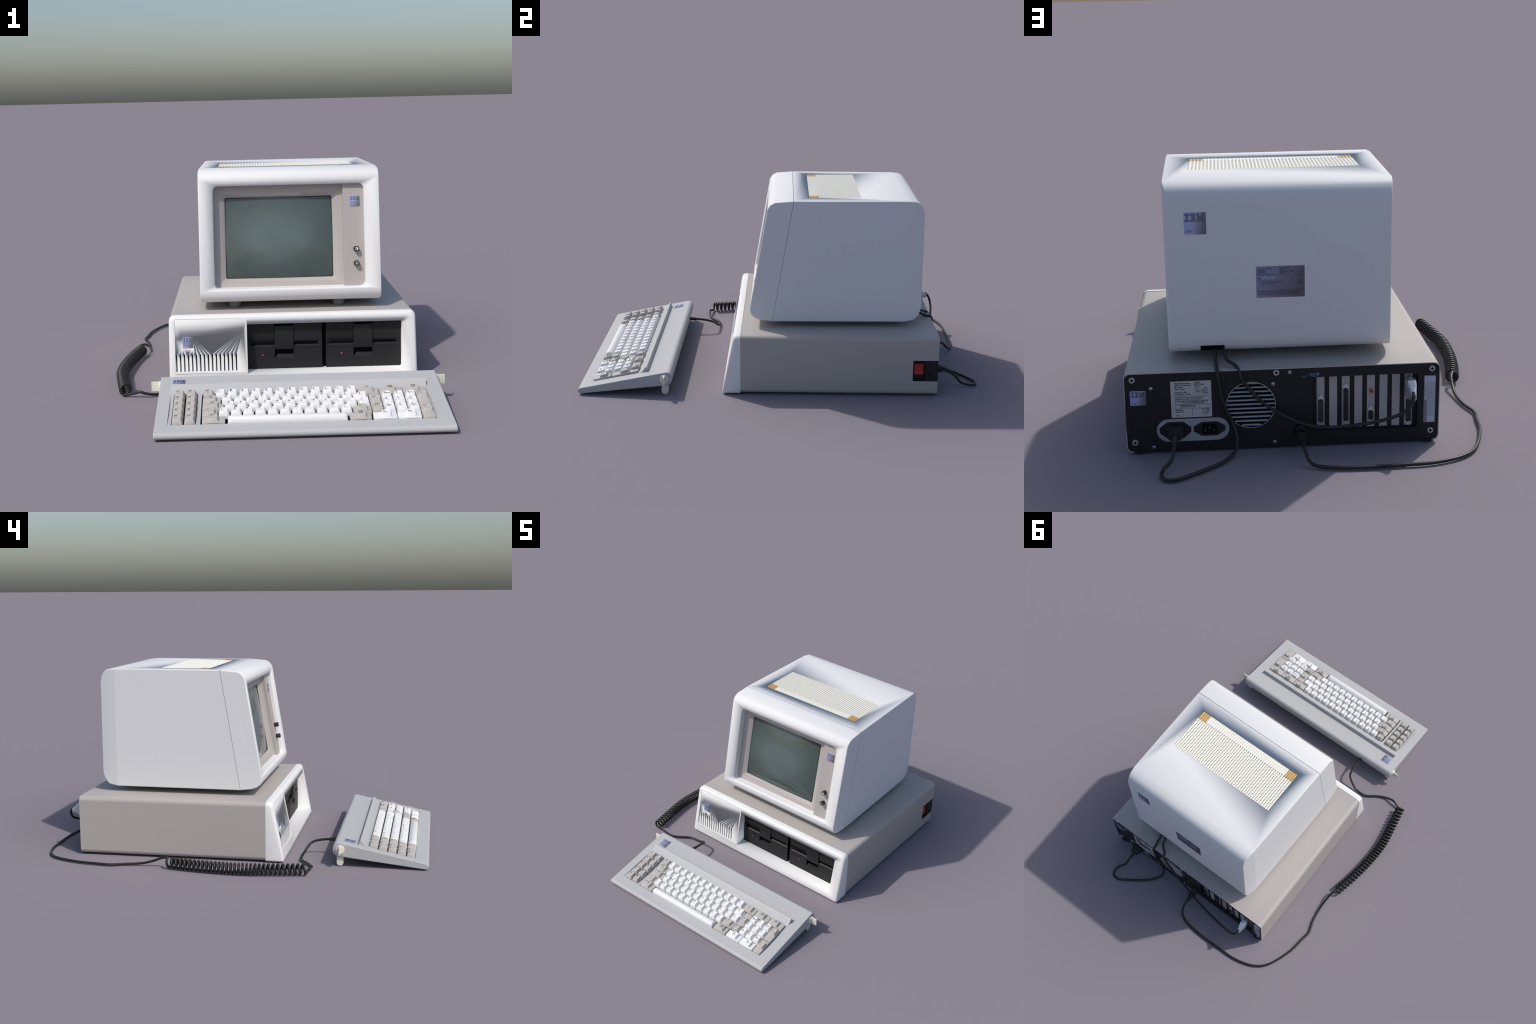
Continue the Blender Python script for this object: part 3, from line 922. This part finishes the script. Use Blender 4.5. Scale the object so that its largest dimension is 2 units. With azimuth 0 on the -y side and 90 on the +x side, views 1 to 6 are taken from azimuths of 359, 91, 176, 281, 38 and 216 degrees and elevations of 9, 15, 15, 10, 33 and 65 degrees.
# shallow stamped field, keyboard socket hole
s = Solid(); L = rounded_rect(.040, .100, .138, .208, .003, 3)
s.loft([[(x, y, z) for x, z in L] for y in (YP - .001, YP + .0010)]); s.build('stamped_field', unit, M_panel, 40)

# expansion bay: frame and eight brackets
YX = .7565      # floor of the recessed expansion bay
brackets = []
for i in range(8):
    x = -.0228 - .04500 * i
    s = Solid(); s.box(x - .0280, x, YX - .001, YX + .0015, .0595, .2595)
    brackets.append(s.build('slot_bracket', unit, M_bracket))
def dconnector(i, z0, z1, pins):
    xc = -.0368 - .04500 * i; o = brackets[i]
    s = Solid()
    L = rounded_rect(xc - .0105, xc + .0105, z0 - .012, z1 + .012, .008, 4)
    s.loft([[(x, y, z) for x, z in L] for y in (YX + .001, YX + .004)])
    o2 = s.build('connector_flange', o, M_hood, 40, bevel=.0008)
    s = Solid()
    L = rounded_rect(xc - .0088, xc + .0088, z0, z1, .005, 4)
    s.loft([[(x, y, z) for x, z in L] for y in (YX + .003, YX + .011)]); s.build('connector_body', o2, M_black, 40, bevel=.001)
    s = Solid()
    for z in (z0 - .009, z1 + .016): s.disc_y(xc, z, .0052, YX + .001, YX + .008, 10)
    s.build('jack_post', o2, M_bolt, 40)
    if pins:
        s = Solid(); k = 0; z = z0 + .006
        while z < z1 - .005:
            for dx in (-.003, .0035): s.box(xc + dx - .0007, xc + dx + .0007, YX + .0108, YX + .0116, z - .0008, z + .0008)
            z += .0062
        s.build('connector_pins', o2, M_bolt, stuff=True)
dconnector(0, .087, .172, True); dconnector(2, .088, .211, False); dconnector(4, .089, .122, False); dconnector(7, .076, .161, False)
s = Solid(); s.disc_y(-.2175, .199, .0100, YX + .001, YX + .004, 16); o = s.build('socket_washer', brackets[4], M_hood, 40)
s = Solid(); s.disc_y(-.2175, .1985, .0078, YX + .003, YX + .011, 16); o2 = s.build('round_socket', o, M_rca, 40)
s = Solid(); s.disc_y(-.2175, .1985, .0026, YX + .0108, YX + .0116, 10); s.build('socket_hole', o2, M_dark)
# inspection marks in blue ink
s = Solid()
def stroke(cx, cz, rx, rz, a0, a1, w, n=14):
    for k in range(n):
        a, b = (math.radians(a0 + (a1 - a0) * q / n) for q in (k, k + 1))
        s.add([(-(cx) + rr[0] * math.cos(t), cz + rr[1] * math.sin(t), .0006) for rr, t in (((rx - w, rz - w), a), ((rx, rz), a), ((rx, rz), b), ((rx - w, rz - w), b))], [(0, 1, 2, 3)])
stroke(.022, .276, .0125, .012, 205, 335, .0022)
stroke(-.014, .277, .0185, .0105, 180, 360, .002); stroke(-.014, .277, .0185, .002, 0, 180, .0012)
stroke(-.025, .277, .005, .005, 0, 360, .0048); stroke(-.012, .273, .0035, .004, 30, 300, .001); stroke(-.016, .272, .003, .0045, 0, 270, .001); stroke(-.004, .275, .004, .0026, 0, 360, .0022)
place('inspection_mark', mesh('inspection_mark', s.v, s.f, 30, fix=False), unit, M_blue, MR @ Matrix.Translation((0, 0, .0003)), True)
# barcode sticker
Mbc = mR(-.4045, .073)
p = plate('sticker_film', Mbc, .0425, .181, .0006, unit, material('clear_film', (.20, .20, .24, 1), .2), r=.002)
s = Solid(); s.box(.012, .040, .002, .178, 0, .0010); s.box(.002, .0115, .088, .178, 0, .0010)
place('barcode_paper', mesh('barcode_paper', s.v, s.f, 30), p, M_bar, Mbc)
s = Solid(); z = .026; r2 = random.Random(5)
while z < .160:
    h = r2.choice((.0008, .0008, .0016, .0024)); s.box(.0125, .0395, z, z + h, .0008, .0013); z += h + r2.choice((.0012, .0012, .0022, .003))
place('barcode_lines', mesh('barcode_lines', s.v, s.f, 30), p, M_inlet, Mbc, True)
Mtx = Mbc @ Matrix.Translation((.0095, .096, .0012)) @ Matrix.Rotation(math.radians(90), 4, 'Z')
place('sticker_digits', text_mesh('5150 0382 451', .0095).copy(), p, M_inlet, Mtx, True)

# ================================================================== KEYBOARD
kb = thing('keyboard', (.1, -.76, 0), 'wide grey keyboard with white and grey keys and coiled black cable', 'keyboard')
KX0, KX1 = -.474, .674
def rim_z(y): return .033 + (y + .984) * .2051
# underside and rounded back/front: yz profile, open along the top plane
back_front = [(-.984, .033), (-.9925, .0290), (-.998, .0200), (-.9955, .0095), (-.984, .003), (-.58, .048), (-.550, .0515), (-.536, .0615), (-.5295, .078), (-.531, .100), (-.5385, .1145), (-.555, .1210)]
wx0, wx1 = -.4255, .6130        # key field
y_rb, y_rt, y_rf, y_w0, y_w1 = -.652, -.661, -.669, -.684, -.940
bev = .004
def deck_z(y):
    t = (y - y_w1) / (y_w0 - y_w1)
    chord = (rim_z(y_w1) - .0005) + t * (.0965 - rim_z(y_w1) + .0005)
    return chord - .030 * t * (1 - t)
ND = 14
s = Solid()
# outer skin
def skin(x, d): 
    cy, cz = -.75, .05
    out = []
    P = back_front
    for i, (y, z) in enumerate(P):
        a = P[max(i - 1, 0)]; b = P[min(i + 1, len(P) - 1)]
        t = Vector((b[0] - a[0], b[1] - a[1])).normalized(); nn = Vector((-t.y, t.x))
        if nn.dot(Vector((y - cy, z - cz))) > 0: nn = -nn
        out.append(Vector((x, y + nn.x * d, z + nn.y * d)))
    return out
stations = []
for k in range(4):
    a = math.radians(30 * k)
    stations.append((bev * (1 - math.cos(a)), bev * (1 - math.sin(a))))
rows = [skin(KX0 + a, b) for a, b in stations] + [skin(KX1 - a, b) for a, b in reversed(stations)]
nb = len(back_front)
for r in rows: s.v += r
for k in range(7):
    for i in range(nb - 1):
        s.f.append((k * nb + i, k * nb + i + 1, (k + 1) * nb + i + 1, (k + 1) * nb + i))
# side strips along the top edge
for k in (0, 1, 2, 4, 5, 6):
    s.f.append((k * nb + nb - 1, k * nb, (k + 1) * nb, (k + 1) * nb + nb - 1))
# end caps as separate vertices
for x, row in ((KX0, rows[0]), (KX1, rows[7])):
    s.add([p.copy() for p in row], [tuple(range(nb))])
# top plane: frame around the key field, pen ledge, dished key deck
LX, RX = KX0 + bev, KX1 - bev
def V3(x, y, z): s.v.append(Vector((x, y, z))); return len(s.v) - 1
def quad(*a): s.f.append(tuple(a))
Lf, Lb, Rf, Rb = 3 * nb, 3 * nb + nb - 1, 4 * nb, 4 * nb + nb - 1
p_fl = V3(wx0, y_w1, rim_z(y_w1)); p_fr = V3(wx1, y_w1, rim_z(y_w1))
p_bl = V3(wx0, y_rb, rim_z(y_rb)); p_br = V3(wx1, y_rb, rim_z(y_rb))
quad(Lf, Rf, p_fr, p_fl); quad(Rf, Rb, p_br, p_fr); quad(Rb, Lb, p_bl, p_br); quad(Lb, Lf, p_fl, p_bl)
top_me = mesh('keyboard_shell', s.v, s.f, 50)
shell = link('keyboard_shell', top_me, kb, M_kbd)
weighted(shell)
# ledge behind the keys
s = Solid()
prof = [(y_rb, rim_z(y_rb) - .004), (y_rb, rim_z(y_rb)), (y_rt + .001, .1215), (y_rt - .002, .1225), (y_rf, .1195), (y_w0 + .004, .1035), (y_w0 - .004, .0955), (y_w0 - .012, .0925), (y_w0 - .012, .080)]
s.loft([[(x, y, z) for y, z in prof] for x in (wx0, wx1)])
s.build('pen_ledge', kb, M_kbd, 30)
# dished deck with two key openings; walls at both ends
holes = [(-.4115, -.3155), (-.2985, .6065)]
y_h0, y_h1 = -.7035, -.9325
s = Solid()
ys = [y_w0 - .004] + [y_h0 + (y_h1 - y_h0) * k / ND for k in range(ND + 1)] + [y_w1]
xs = [wx0, holes[0][0], holes[0][1], holes[1][0], holes[1][1], wx1]
for i in range(5):
    for k in range(len(ys) - 1):
        if i in (1, 3) and 0 < k < len(ys) - 2: continue
        s.add([(x, y, deck_z(y)) for x, y in ((xs[i], ys[k]), (xs[i + 1], ys[k]), (xs[i + 1], ys[k + 1]), (xs[i], ys[k + 1]))], [(0, 1, 2, 3)])
for i in (1, 3):
    for x in (xs[i], xs[i + 1]):
        for k in range(1, len(ys) - 2):
            s.add([(x, ys[k], deck_z(ys[k])), (x, ys[k + 1], deck_z(ys[k + 1])), (x, ys[k + 1], deck_z(ys[k + 1]) - .016), (x, ys[k], deck_z(ys[k]) - .016)], [(0, 1, 2, 3)])
    for y in (y_h0, y_h1):
        s.add([(xs[i], y, deck_z(y)), (xs[i + 1], y, deck_z(y)), (xs[i + 1], y, deck_z(y) - .016), (xs[i], y, deck_z(y) - .016)], [(0, 1, 2, 3)])
for x, dx in ((wx0, -.0002), (wx1, .0002)):
    for k in range(len(ys) - 1):
        s.add([(x, ys[k], deck_z(ys[k])), (x, ys[k + 1], deck_z(ys[k + 1])), (x + dx, ys[k + 1], max(rim_z(ys[k + 1]), deck_z(ys[k + 1]))), (x + dx, ys[k], max(rim_z(ys[k]), deck_z(ys[k])))], [(0, 1, 2, 3)])
me = bpy.data.meshes.new('key_deck'); me.from_pydata([tuple(v) for v in s.v], [], s.f)
bm = bmesh.new(); bm.from_mesh(me); bmesh.ops.remove_doubles(bm, verts=bm.verts, dist=.00005)
bmesh.ops.recalc_face_normals(bm, faces=bm.faces); bm.to_mesh(me); bm.free(); sharpen(me, 30)
link('key_deck', me, kb, M_kbd)
s = Solid()
s.add([(x, y, z) for x in (-.42, .612) for y, z in ((-.70, .066), (-.936, .018))], [(0, 1, 3, 2)])
s.build('key_well_floor', kb, M_dark)

# --- keys ---
U = .0478; tilt = math.atan(.2245)
def kframe(x, y, extra=0):
    z = .0905 + (y + .727) * .2245
    return Matrix.Translation((x, y, z)) @ Matrix.Rotation(tilt + extra, 4, 'X')
def cap_loops(w, d, cx, h=.0175, top_w=None, zb=-.012, d2=None):
    tw = top_w or (w - .0150)
    loops = []
    def R(x0, x1, y0, y1, r, z, tiltz=0):
        return [Vector((x, y, z + tiltz * (y - .005))) for x, y in rounded_rect(x0, x1, y0, y1, r, 4)]
    yb, yf = d / 2, -d / 2
    loops.append(R(cx - w / 2, cx + w / 2, yf, yb, .002, zb))
    loops.append(R(cx - w / 2 + .0008, cx + w / 2 - .0008, yf + .0006, yb - .0004, .003, .000))
    loops.append(R(cx - tw / 2 - .0012, cx + tw / 2 + .0012, -.0140, .0198, .005, h - .0026))
    loops.append(R(cx - tw / 2, cx + tw / 2, -.0115, .0188, .005, h))
    loops.append(R(cx - tw / 2 + .0016, cx + tw / 2 - .0016, -.0090, .0172, .0045, h - .0002))
    loops.append(R(cx - tw * .28, cx + tw * .28, -.0062, .0160, .004, h - .0013))
    return loops
KEYMESH = {}
def key_mesh(w, d, cap_x=None, cap_y=0.0, cap_w=None, tone=''):
    """Plain sculpted cap, or (with cap_x) a low wide plinth carrying a smaller raised cap."""
    k = (round(w, 4), round(d, 4), cap_x, cap_y, cap_w, tone)
    if k in KEYMESH: return KEYMESH[k]
    s = Solid()
    if cap_x is None:
        s.loft(cap_loops(w, d, 0))
    else:
        def R(i, z): return [Vector((x, y, z)) for x, y in rounded_rect(-w / 2 + i, w / 2 - i, -d / 2 + i, d / 2 - i, .003, 4)]
        s.loft([R(0, -.012), R(.0006, .003), R(.0016, .0045), R(.0024, .0048)])
        L = cap_loops(cap_w or .0450, .0445, cap_x, zb=.001)
        L = [[p + Vector((0, cap_y, 0)) for p in q] for q in L]
        s.loft(L)
    me = mesh('key', s.v, s.f, 62)
    KEYMESH[k] = me
    return me
def key(x, y, w, mat, label, d=.0430, cap_x=None, cap_y=0.0, cap_w=None):
    me = key_mesh(w, d, cap_x, cap_y, cap_w, mat.name)
    M = kframe(x, y)
    o = place('key', me, kb, mat, M)
    if label:
        cx = cap_x or 0
        lines = label.split('\n')
        size = .0108 if len(label) <= 2 else .0092 if max(map(len, lines)) <= 4 else .0078
        if len(lines) == 2 and max(map(len, lines)) <= 1: size = .0098
        big = len(label) == 1 and label.isalpha()
        if big: size = .0125
        t = text_mesh(label, size, 'LEFT' if not big else 'CENTER', extrude=.0003, space=1.0 if len(lines) > 1 else 1).copy()
        dx = cx - .0115 if not big else cx - .0055
        dz = .0178 - .0006
        place('key_legend', t, o, M_ink, M @ Matrix.Translation((dx, cap_y + .0172 - size * .72, dz)), True)
    return o
RY = [-.727 - .0458 * i for i in range(5)]
for i in range(5):
    for j in range(2):
        key(-.387 + .048 * j, RY[i], .0434, M_keyg, 'F%d' % (2 * i + j + 1))
kw = .0436
key(-.270, RY[0], kw, M_keyg, 'Esc')
for i, t in enumerate(['!\n1', '@\n2', '#\n3', '$\n4', '%\n5', '^\n6', '&\n7', '*\n8', '(\n9', ')\n0', '_\n-', '+\n=']):
    key(-.222 + U * i, RY[0], kw, M_keyw, t)
def wide(x0, x1, row, mat, label, cap):
    key((x0 + x1) / 2, RY[row], x1 - x0, mat, label, cap_x=cap - (x0 + x1) / 2)
wide(.3295, .4125, 0, M_keyg, '<--', .3715)
wide(.4150, .5085, 0, M_keyg, 'Num\nLock', .4615)
wide(.5105, .6045, 0, M_keyg, 'Scroll\nLock', .5560)
wide(-.2935, -.2215, 1, M_keyg, '|<--\n-->|', -.2570)
for i, t in enumerate('QWERTYUIOP'): key(-.1965 + U * i, RY[1], kw, M_keyw, t)
key(.2815, RY[1], kw, M_keyw, '{\n[')
wide(.3055, .3640, 1, M_keyw, '}\n]', .3395)
wide(-.2935, -.2095, 2, M_keyg, 'Ctrl', -.2490)
for i, t in enumerate('ASDFGHJKL'): key(-.1845 + U * i, RY[2], kw, M_keyw, t)
key(.2465, RY[2], kw, M_keyw, ':\n;'); key(.2940, RY[2], kw, M_keyw, '"\n\'')
key(.3430, RY[2], .0470, M_keyw, '~\n`')
key(.3910, (RY[1] + RY[2]) / 2, .0455, M_keyg, '<-|', d=.0900, cap_x=0.0, cap_y=-.010)
wide(-.2935, -.2330, 3, M_keyg, '^', -.2610)
key(-.2080, RY[3], kw, M_keyw, '|\n\\')
for i, t in enumerate('ZXCVBNM'): key(-.1605 + U * i, RY[3], kw, M_keyw, t)
for i, t in enumerate(['<\n,', '>\n.', '?\n/']): key(.1740 + U * i, RY[3], kw, M_keyw, t)
wide(.2945, .3660, 3, M_keyg, '^', .3310)
key(.3915, RY[3], .0455, M_keyg, 'PrtSc\n*')
wide(-.2925, -.2025, 4, M_keyg, 'Alt', -.2480)
wide(.2760, .3595, 4, M_keyg, 'Caps\nLock', .3210)
for r, row in enumerate((['7\nHome', '8\n^', '9\nPg Up'], ['4\n<-', '5', '6\n->'], ['1\nEnd', '2\nv', '3\nPg Dn'])):
    for c, t in enumerate(row): key(.4390 + .0477 * c, RY[1 + r], kw, M_keyw, t)
wide(.3670, .4580, 4, M_keyw, '0\nIns', .4165)
wide(.4610, .5520, 4, M_keyw, '.\nDel', .5125)
key(.5810, (RY[1] + RY[2]) / 2, .0465, M_keyg, '-', d=.0900, cap_x=0.0, cap_y=.018)
key(.5810, (RY[3] + RY[4]) / 2, .0465, M_keyg, '+', d=.0900, cap_x=0.0, cap_y=.006)
# space bar
s = Solid()
prof = [(-.0222, -.012), (-.0218, .002), (-.0185, .0125), (-.0130, .0172), (-.004, .0190), (.005, .0172), (.012, .0125), (.017, .005), (.0195, -.003), (.020, -.012)]
hw = (.268 + .193) / 2
loops = []
for x, sc in ((-hw, .0), (-hw + .003, .72), (-hw + .007, .95), (-hw + .011, 1), (hw - .011, 1), (hw - .007, .95), (hw - .003, .72), (hw, .0)):
    loops.append([Vector((x, y * (.94 + .06 * sc), -.012 + (z + .012) * (.45 + .55 * sc))) for y, z in prof])
s.loft(loops)
place('space_bar', mesh('space_bar', s.v, s.f, 40), kb, M_keyw, kframe((.268 - .193) / 2, RY[4]))

# badge, height knobs, legs
Mkb = frame((-.4235, -.6370, rim_z(-.6370) + .0006), (1, 0, 0), (0, 1, .2051))
small_badge(Mkb, .0530, .0550, kb, 'Personal\nComputer', .0095)
for sx, xw in ((1, KX1), (-1, KX0)):
    s = Solid(); n = 28
    prof = [(0, .0225), (.006, .0225), (.008, .0205)]
    s.loft([[(xw + sx * d, -.566 + r * math.cos(2 * math.pi * k / n), .0855 + r * math.sin(2 * math.pi * k / n)) for k in range(n)] for d, r in prof])
    o = s.build('height_knob', kb, M_knob, 40)
    s = Solid()
    s.loft([[(xw + sx * d, -.566 + y, .0855 + z) for y, z in ((-.0035 * q, -.0205), (.0035 * q, -.0205), (.0045 * q, 0), (.0035 * q, .0205), (-.0035 * q, .0205), (-.0045 * q, 0))] for d, q in ((.006, 1.5), (.016, 1), (.0405, .8))])
    s.build('knob_grip', o, M_knob, 40, bevel=.001)
    s = Solid()
    xl = xw - sx * .024
    prof = [(-.0165, .060), (-.0165, .012), (-.010, .0015), (0, 0), (.010, .0015), (.0165, .012), (.0165, .060)]
    s.loft([[(x, -.566 + y, z) for y, z in prof] for x in (xl - .012, xl + .012)])
    s.build('tilt_leg', kb, M_knob, 40, bevel=.002)

# ================================================================== CABLES
def cable(name, pts, r, parent, step=8):
    return link(name, tube_mesh(name, catmull(pts, step), r), parent, M_cable)

# keyboard cable: strain relief, front run, coil, rear run, plug
def sleeve(name, parent, pts, radii, mat=M_cable):
    return link(name, tube_mesh(name, [Vector(p) for p in pts], radii, 16), parent, mat)
sleeve('strain_relief', kb, [(-.256, -.545, .0795), (-.256, -.528, .0795), (-.256, -.5275, .0795), (-.2555, -.492, .0795), (-.2555, -.4915, .0795)], [.0115, .0115, .0105, .0085, .005])
r_c = .0064
front_run = [(-.2555, -.50, .0795), (-.2555, -.465, .077), (-.258, -.430, .071), (-.266, -.402, .061), (-.287, -.386, .046), (-.318, -.372, .024), (-.350, -.364, .012), (-.412, -.368, .0075), (-.472, -.408, .0065), (-.515, -.430, .008), (-.553, -.438, .016), (-.580, -.437, .024), (-.605, -.430, .017)]
coil_axis = catmull([(-.636, .262, .0289), (-.664, .131, .0289), (-.682, -.009, .0289), (-.686, -.149, .0289), (-.666, -.285, .0289), (-.642, -.420, .0289)], 30)
# arc length table
acc = [0]
for a, b in zip(coil_axis, coil_axis[1:]): acc.append(acc[-1] + (b - a).length)
turns, RC = 31.5, .0226
helix = []
per = 18; total = int(turns * per)
import bisect
for k in range(total + 1):
    t = k / total
    u = t + .018 * math.sin(2 * math.pi * t)        # slightly uneven pitch
    L_ = u * acc[-1]
    i = min(max(bisect.bisect(acc, L_) - 1, 0), len(acc) - 2)
    q = (L_ - acc[i]) / (acc[i + 1] - acc[i])
    c = coil_axis[i].lerp(coil_axis[i + 1], q)
    T = (coil_axis[min(i + 2, len(coil_axis) - 1)] - coil_axis[max(i - 1, 0)]).normalized()
    side = T.cross(Vector((0, 0, 1))).normalized()       # points to -x while running towards -y
    ph = 2 * math.pi * turns * t
    helix.append(c + Vector((0, 0, 1)) * RC * math.cos(ph) + side * RC * math.sin(ph))
rear_run = [(.037, .850, .059), (.036, .875, .057), (.031, .903, .046), (.020, .925, .020), (-.005, .943, .0085), (-.060, .957, .0066), (-.165, .964, .0066), (-.295, .960, .0066), (-.409, .952, .0066), (-.513, .917, .0066), (-.578, .853, .0066), (-.628, .724, .0066), (-.643, .621, .0066), (-.650, .560, .0066), (-.628, .488, .0066), (-.617, .410, .010), (-.617, .350, .024), (-.623, .300, .044)]
path = catmull(rear_run + [helix[0] + Vector((.004, .012, .000))], 8)[:-1] + helix
tail = [helix[-1]] + [Vector(p) for p in reversed(front_run)]
path += catmull(tail, 8)[1:]
link('coiled_cable', tube_mesh('coiled_cable', path, r_c, 10), kb, M_cable)
# round plug at the rear of the system unit
sleeve('cable_plug', kb, [(.037, .7745, .065), (.037, .790, .0645), (.037, .7905, .0645), (.037, .823, .0625), (.037, .8235, .0625), (.037, .828, .0620), (.037, .8285, .062), (.037, .836, .061), (.037, .8365, .061), (.037, .842, .0605), (.037, .8425, .060), (.036, .868, .058)],
       [.0205, .0205, .0190, .0180, .0195, .0185, .0150, .0145, .0155, .0135, .0115, .0075])
s = Solid(); s.disc_y(.037, .065, .0235, .7735, .7750, 24); s.build('keyboard_socket', unit, M_dark)

# video cable from the monitor notch to the metal hooded plug
video = [(.318, .640, .350), (.304, .690, .349), (.297, .712, .338), (.289, .735, .325), (.262, .757, .313), (.250, .775, .298), (.244, .784, .276), (.216, .788, .235), (.169, .796, .184), (.122, .804, .151), (.050, .816, .115), (-.005, .828, .103), (-.069, .840, .101), (-.150, .854, .112), (-.231, .866, .129), (-.301, .876, .155), (-.337, .873, .185), (-.350, .862, .208), (-.352, .845, .222)]
cable('video_cable', video, .0063, monitor)
s = Solid()
def rrect(cy, hx, hz, cz, r): return [Vector((-.3525 + x, cy, cz + z)) for x, z in rounded_rect(-hx, hx, -hz, hz, r, 4)]
s.loft([rrect(.7590, .0125, .035, .2165, .004), rrect(.792, .0125, .035, .2165, .004), rrect(.793, .0172, .037, .216, .0066), rrect(.812, .0172, .036, .216, .007), rrect(.824, .0155, .028, .214, .008), rrect(.838, .012, .018, .211, .008), rrect(.856, .009, .012, .206, .0066)])
s.build('plug_hood', monitor, M_hood, 35)
s = Solid()
for z in (.2525, .180): s.disc_y(-.3525, z, .004, .754, .792, 10)
s.build('plug_thumbscrew', monitor, M_bolt, 40)

# power cord from the monitor notch to the outlet on the system unit
power = [(.320, .640, .350), (.3315, .690, .347), (.332, .715, .330), (.329, .750, .3115), (.3265, .776, .3065), (.325, .7845, .292), (.3200, .7855, .255), (.313, .786, .205), (.297, .787, .155), (.277, .790, .110), (.265, .800, .070), (.263, .808, .045), (.268, .818, .022), (.285, .845, .010), (.318, .885, .0066), (.360, .920, .0066), (.420, .962, .0066), (.470, .9920, .0066), (.507, .9900, .0066), (.5235, .963, .008), (.518, .930, .014), (.503, .912, .022), (.490, .900, .034), (.485, .883, .050), (.482, .862, .064), (.481, .840, .074)]
cable('power_cord', power, .0065, monitor)
s = Solid()
def prect(cy, hx, hz, cz, r): return [Vector((.4795 + x, cy, cz + z)) for x, z in rounded_rect(-hx, hx, -hz, hz, r, 4)]
s.loft([prect(.7765, .0300, .0225, .0845, .008), prect(.800, .0300, .0225, .0845, .008), prect(.808, .0240, .0190, .0840, .007), prect(.822, .0215, .0170, .0825, .0066)])
s.build('power_plug', monitor, M_cable, 35, bevel=.001)
sleeve('strain_relief', monitor, [(.4795, .820, .081), (.480, .835, .0785), (.480, .8355, .0785), (.4805, .855, .069)], [.012, .0105, .009, .0068])
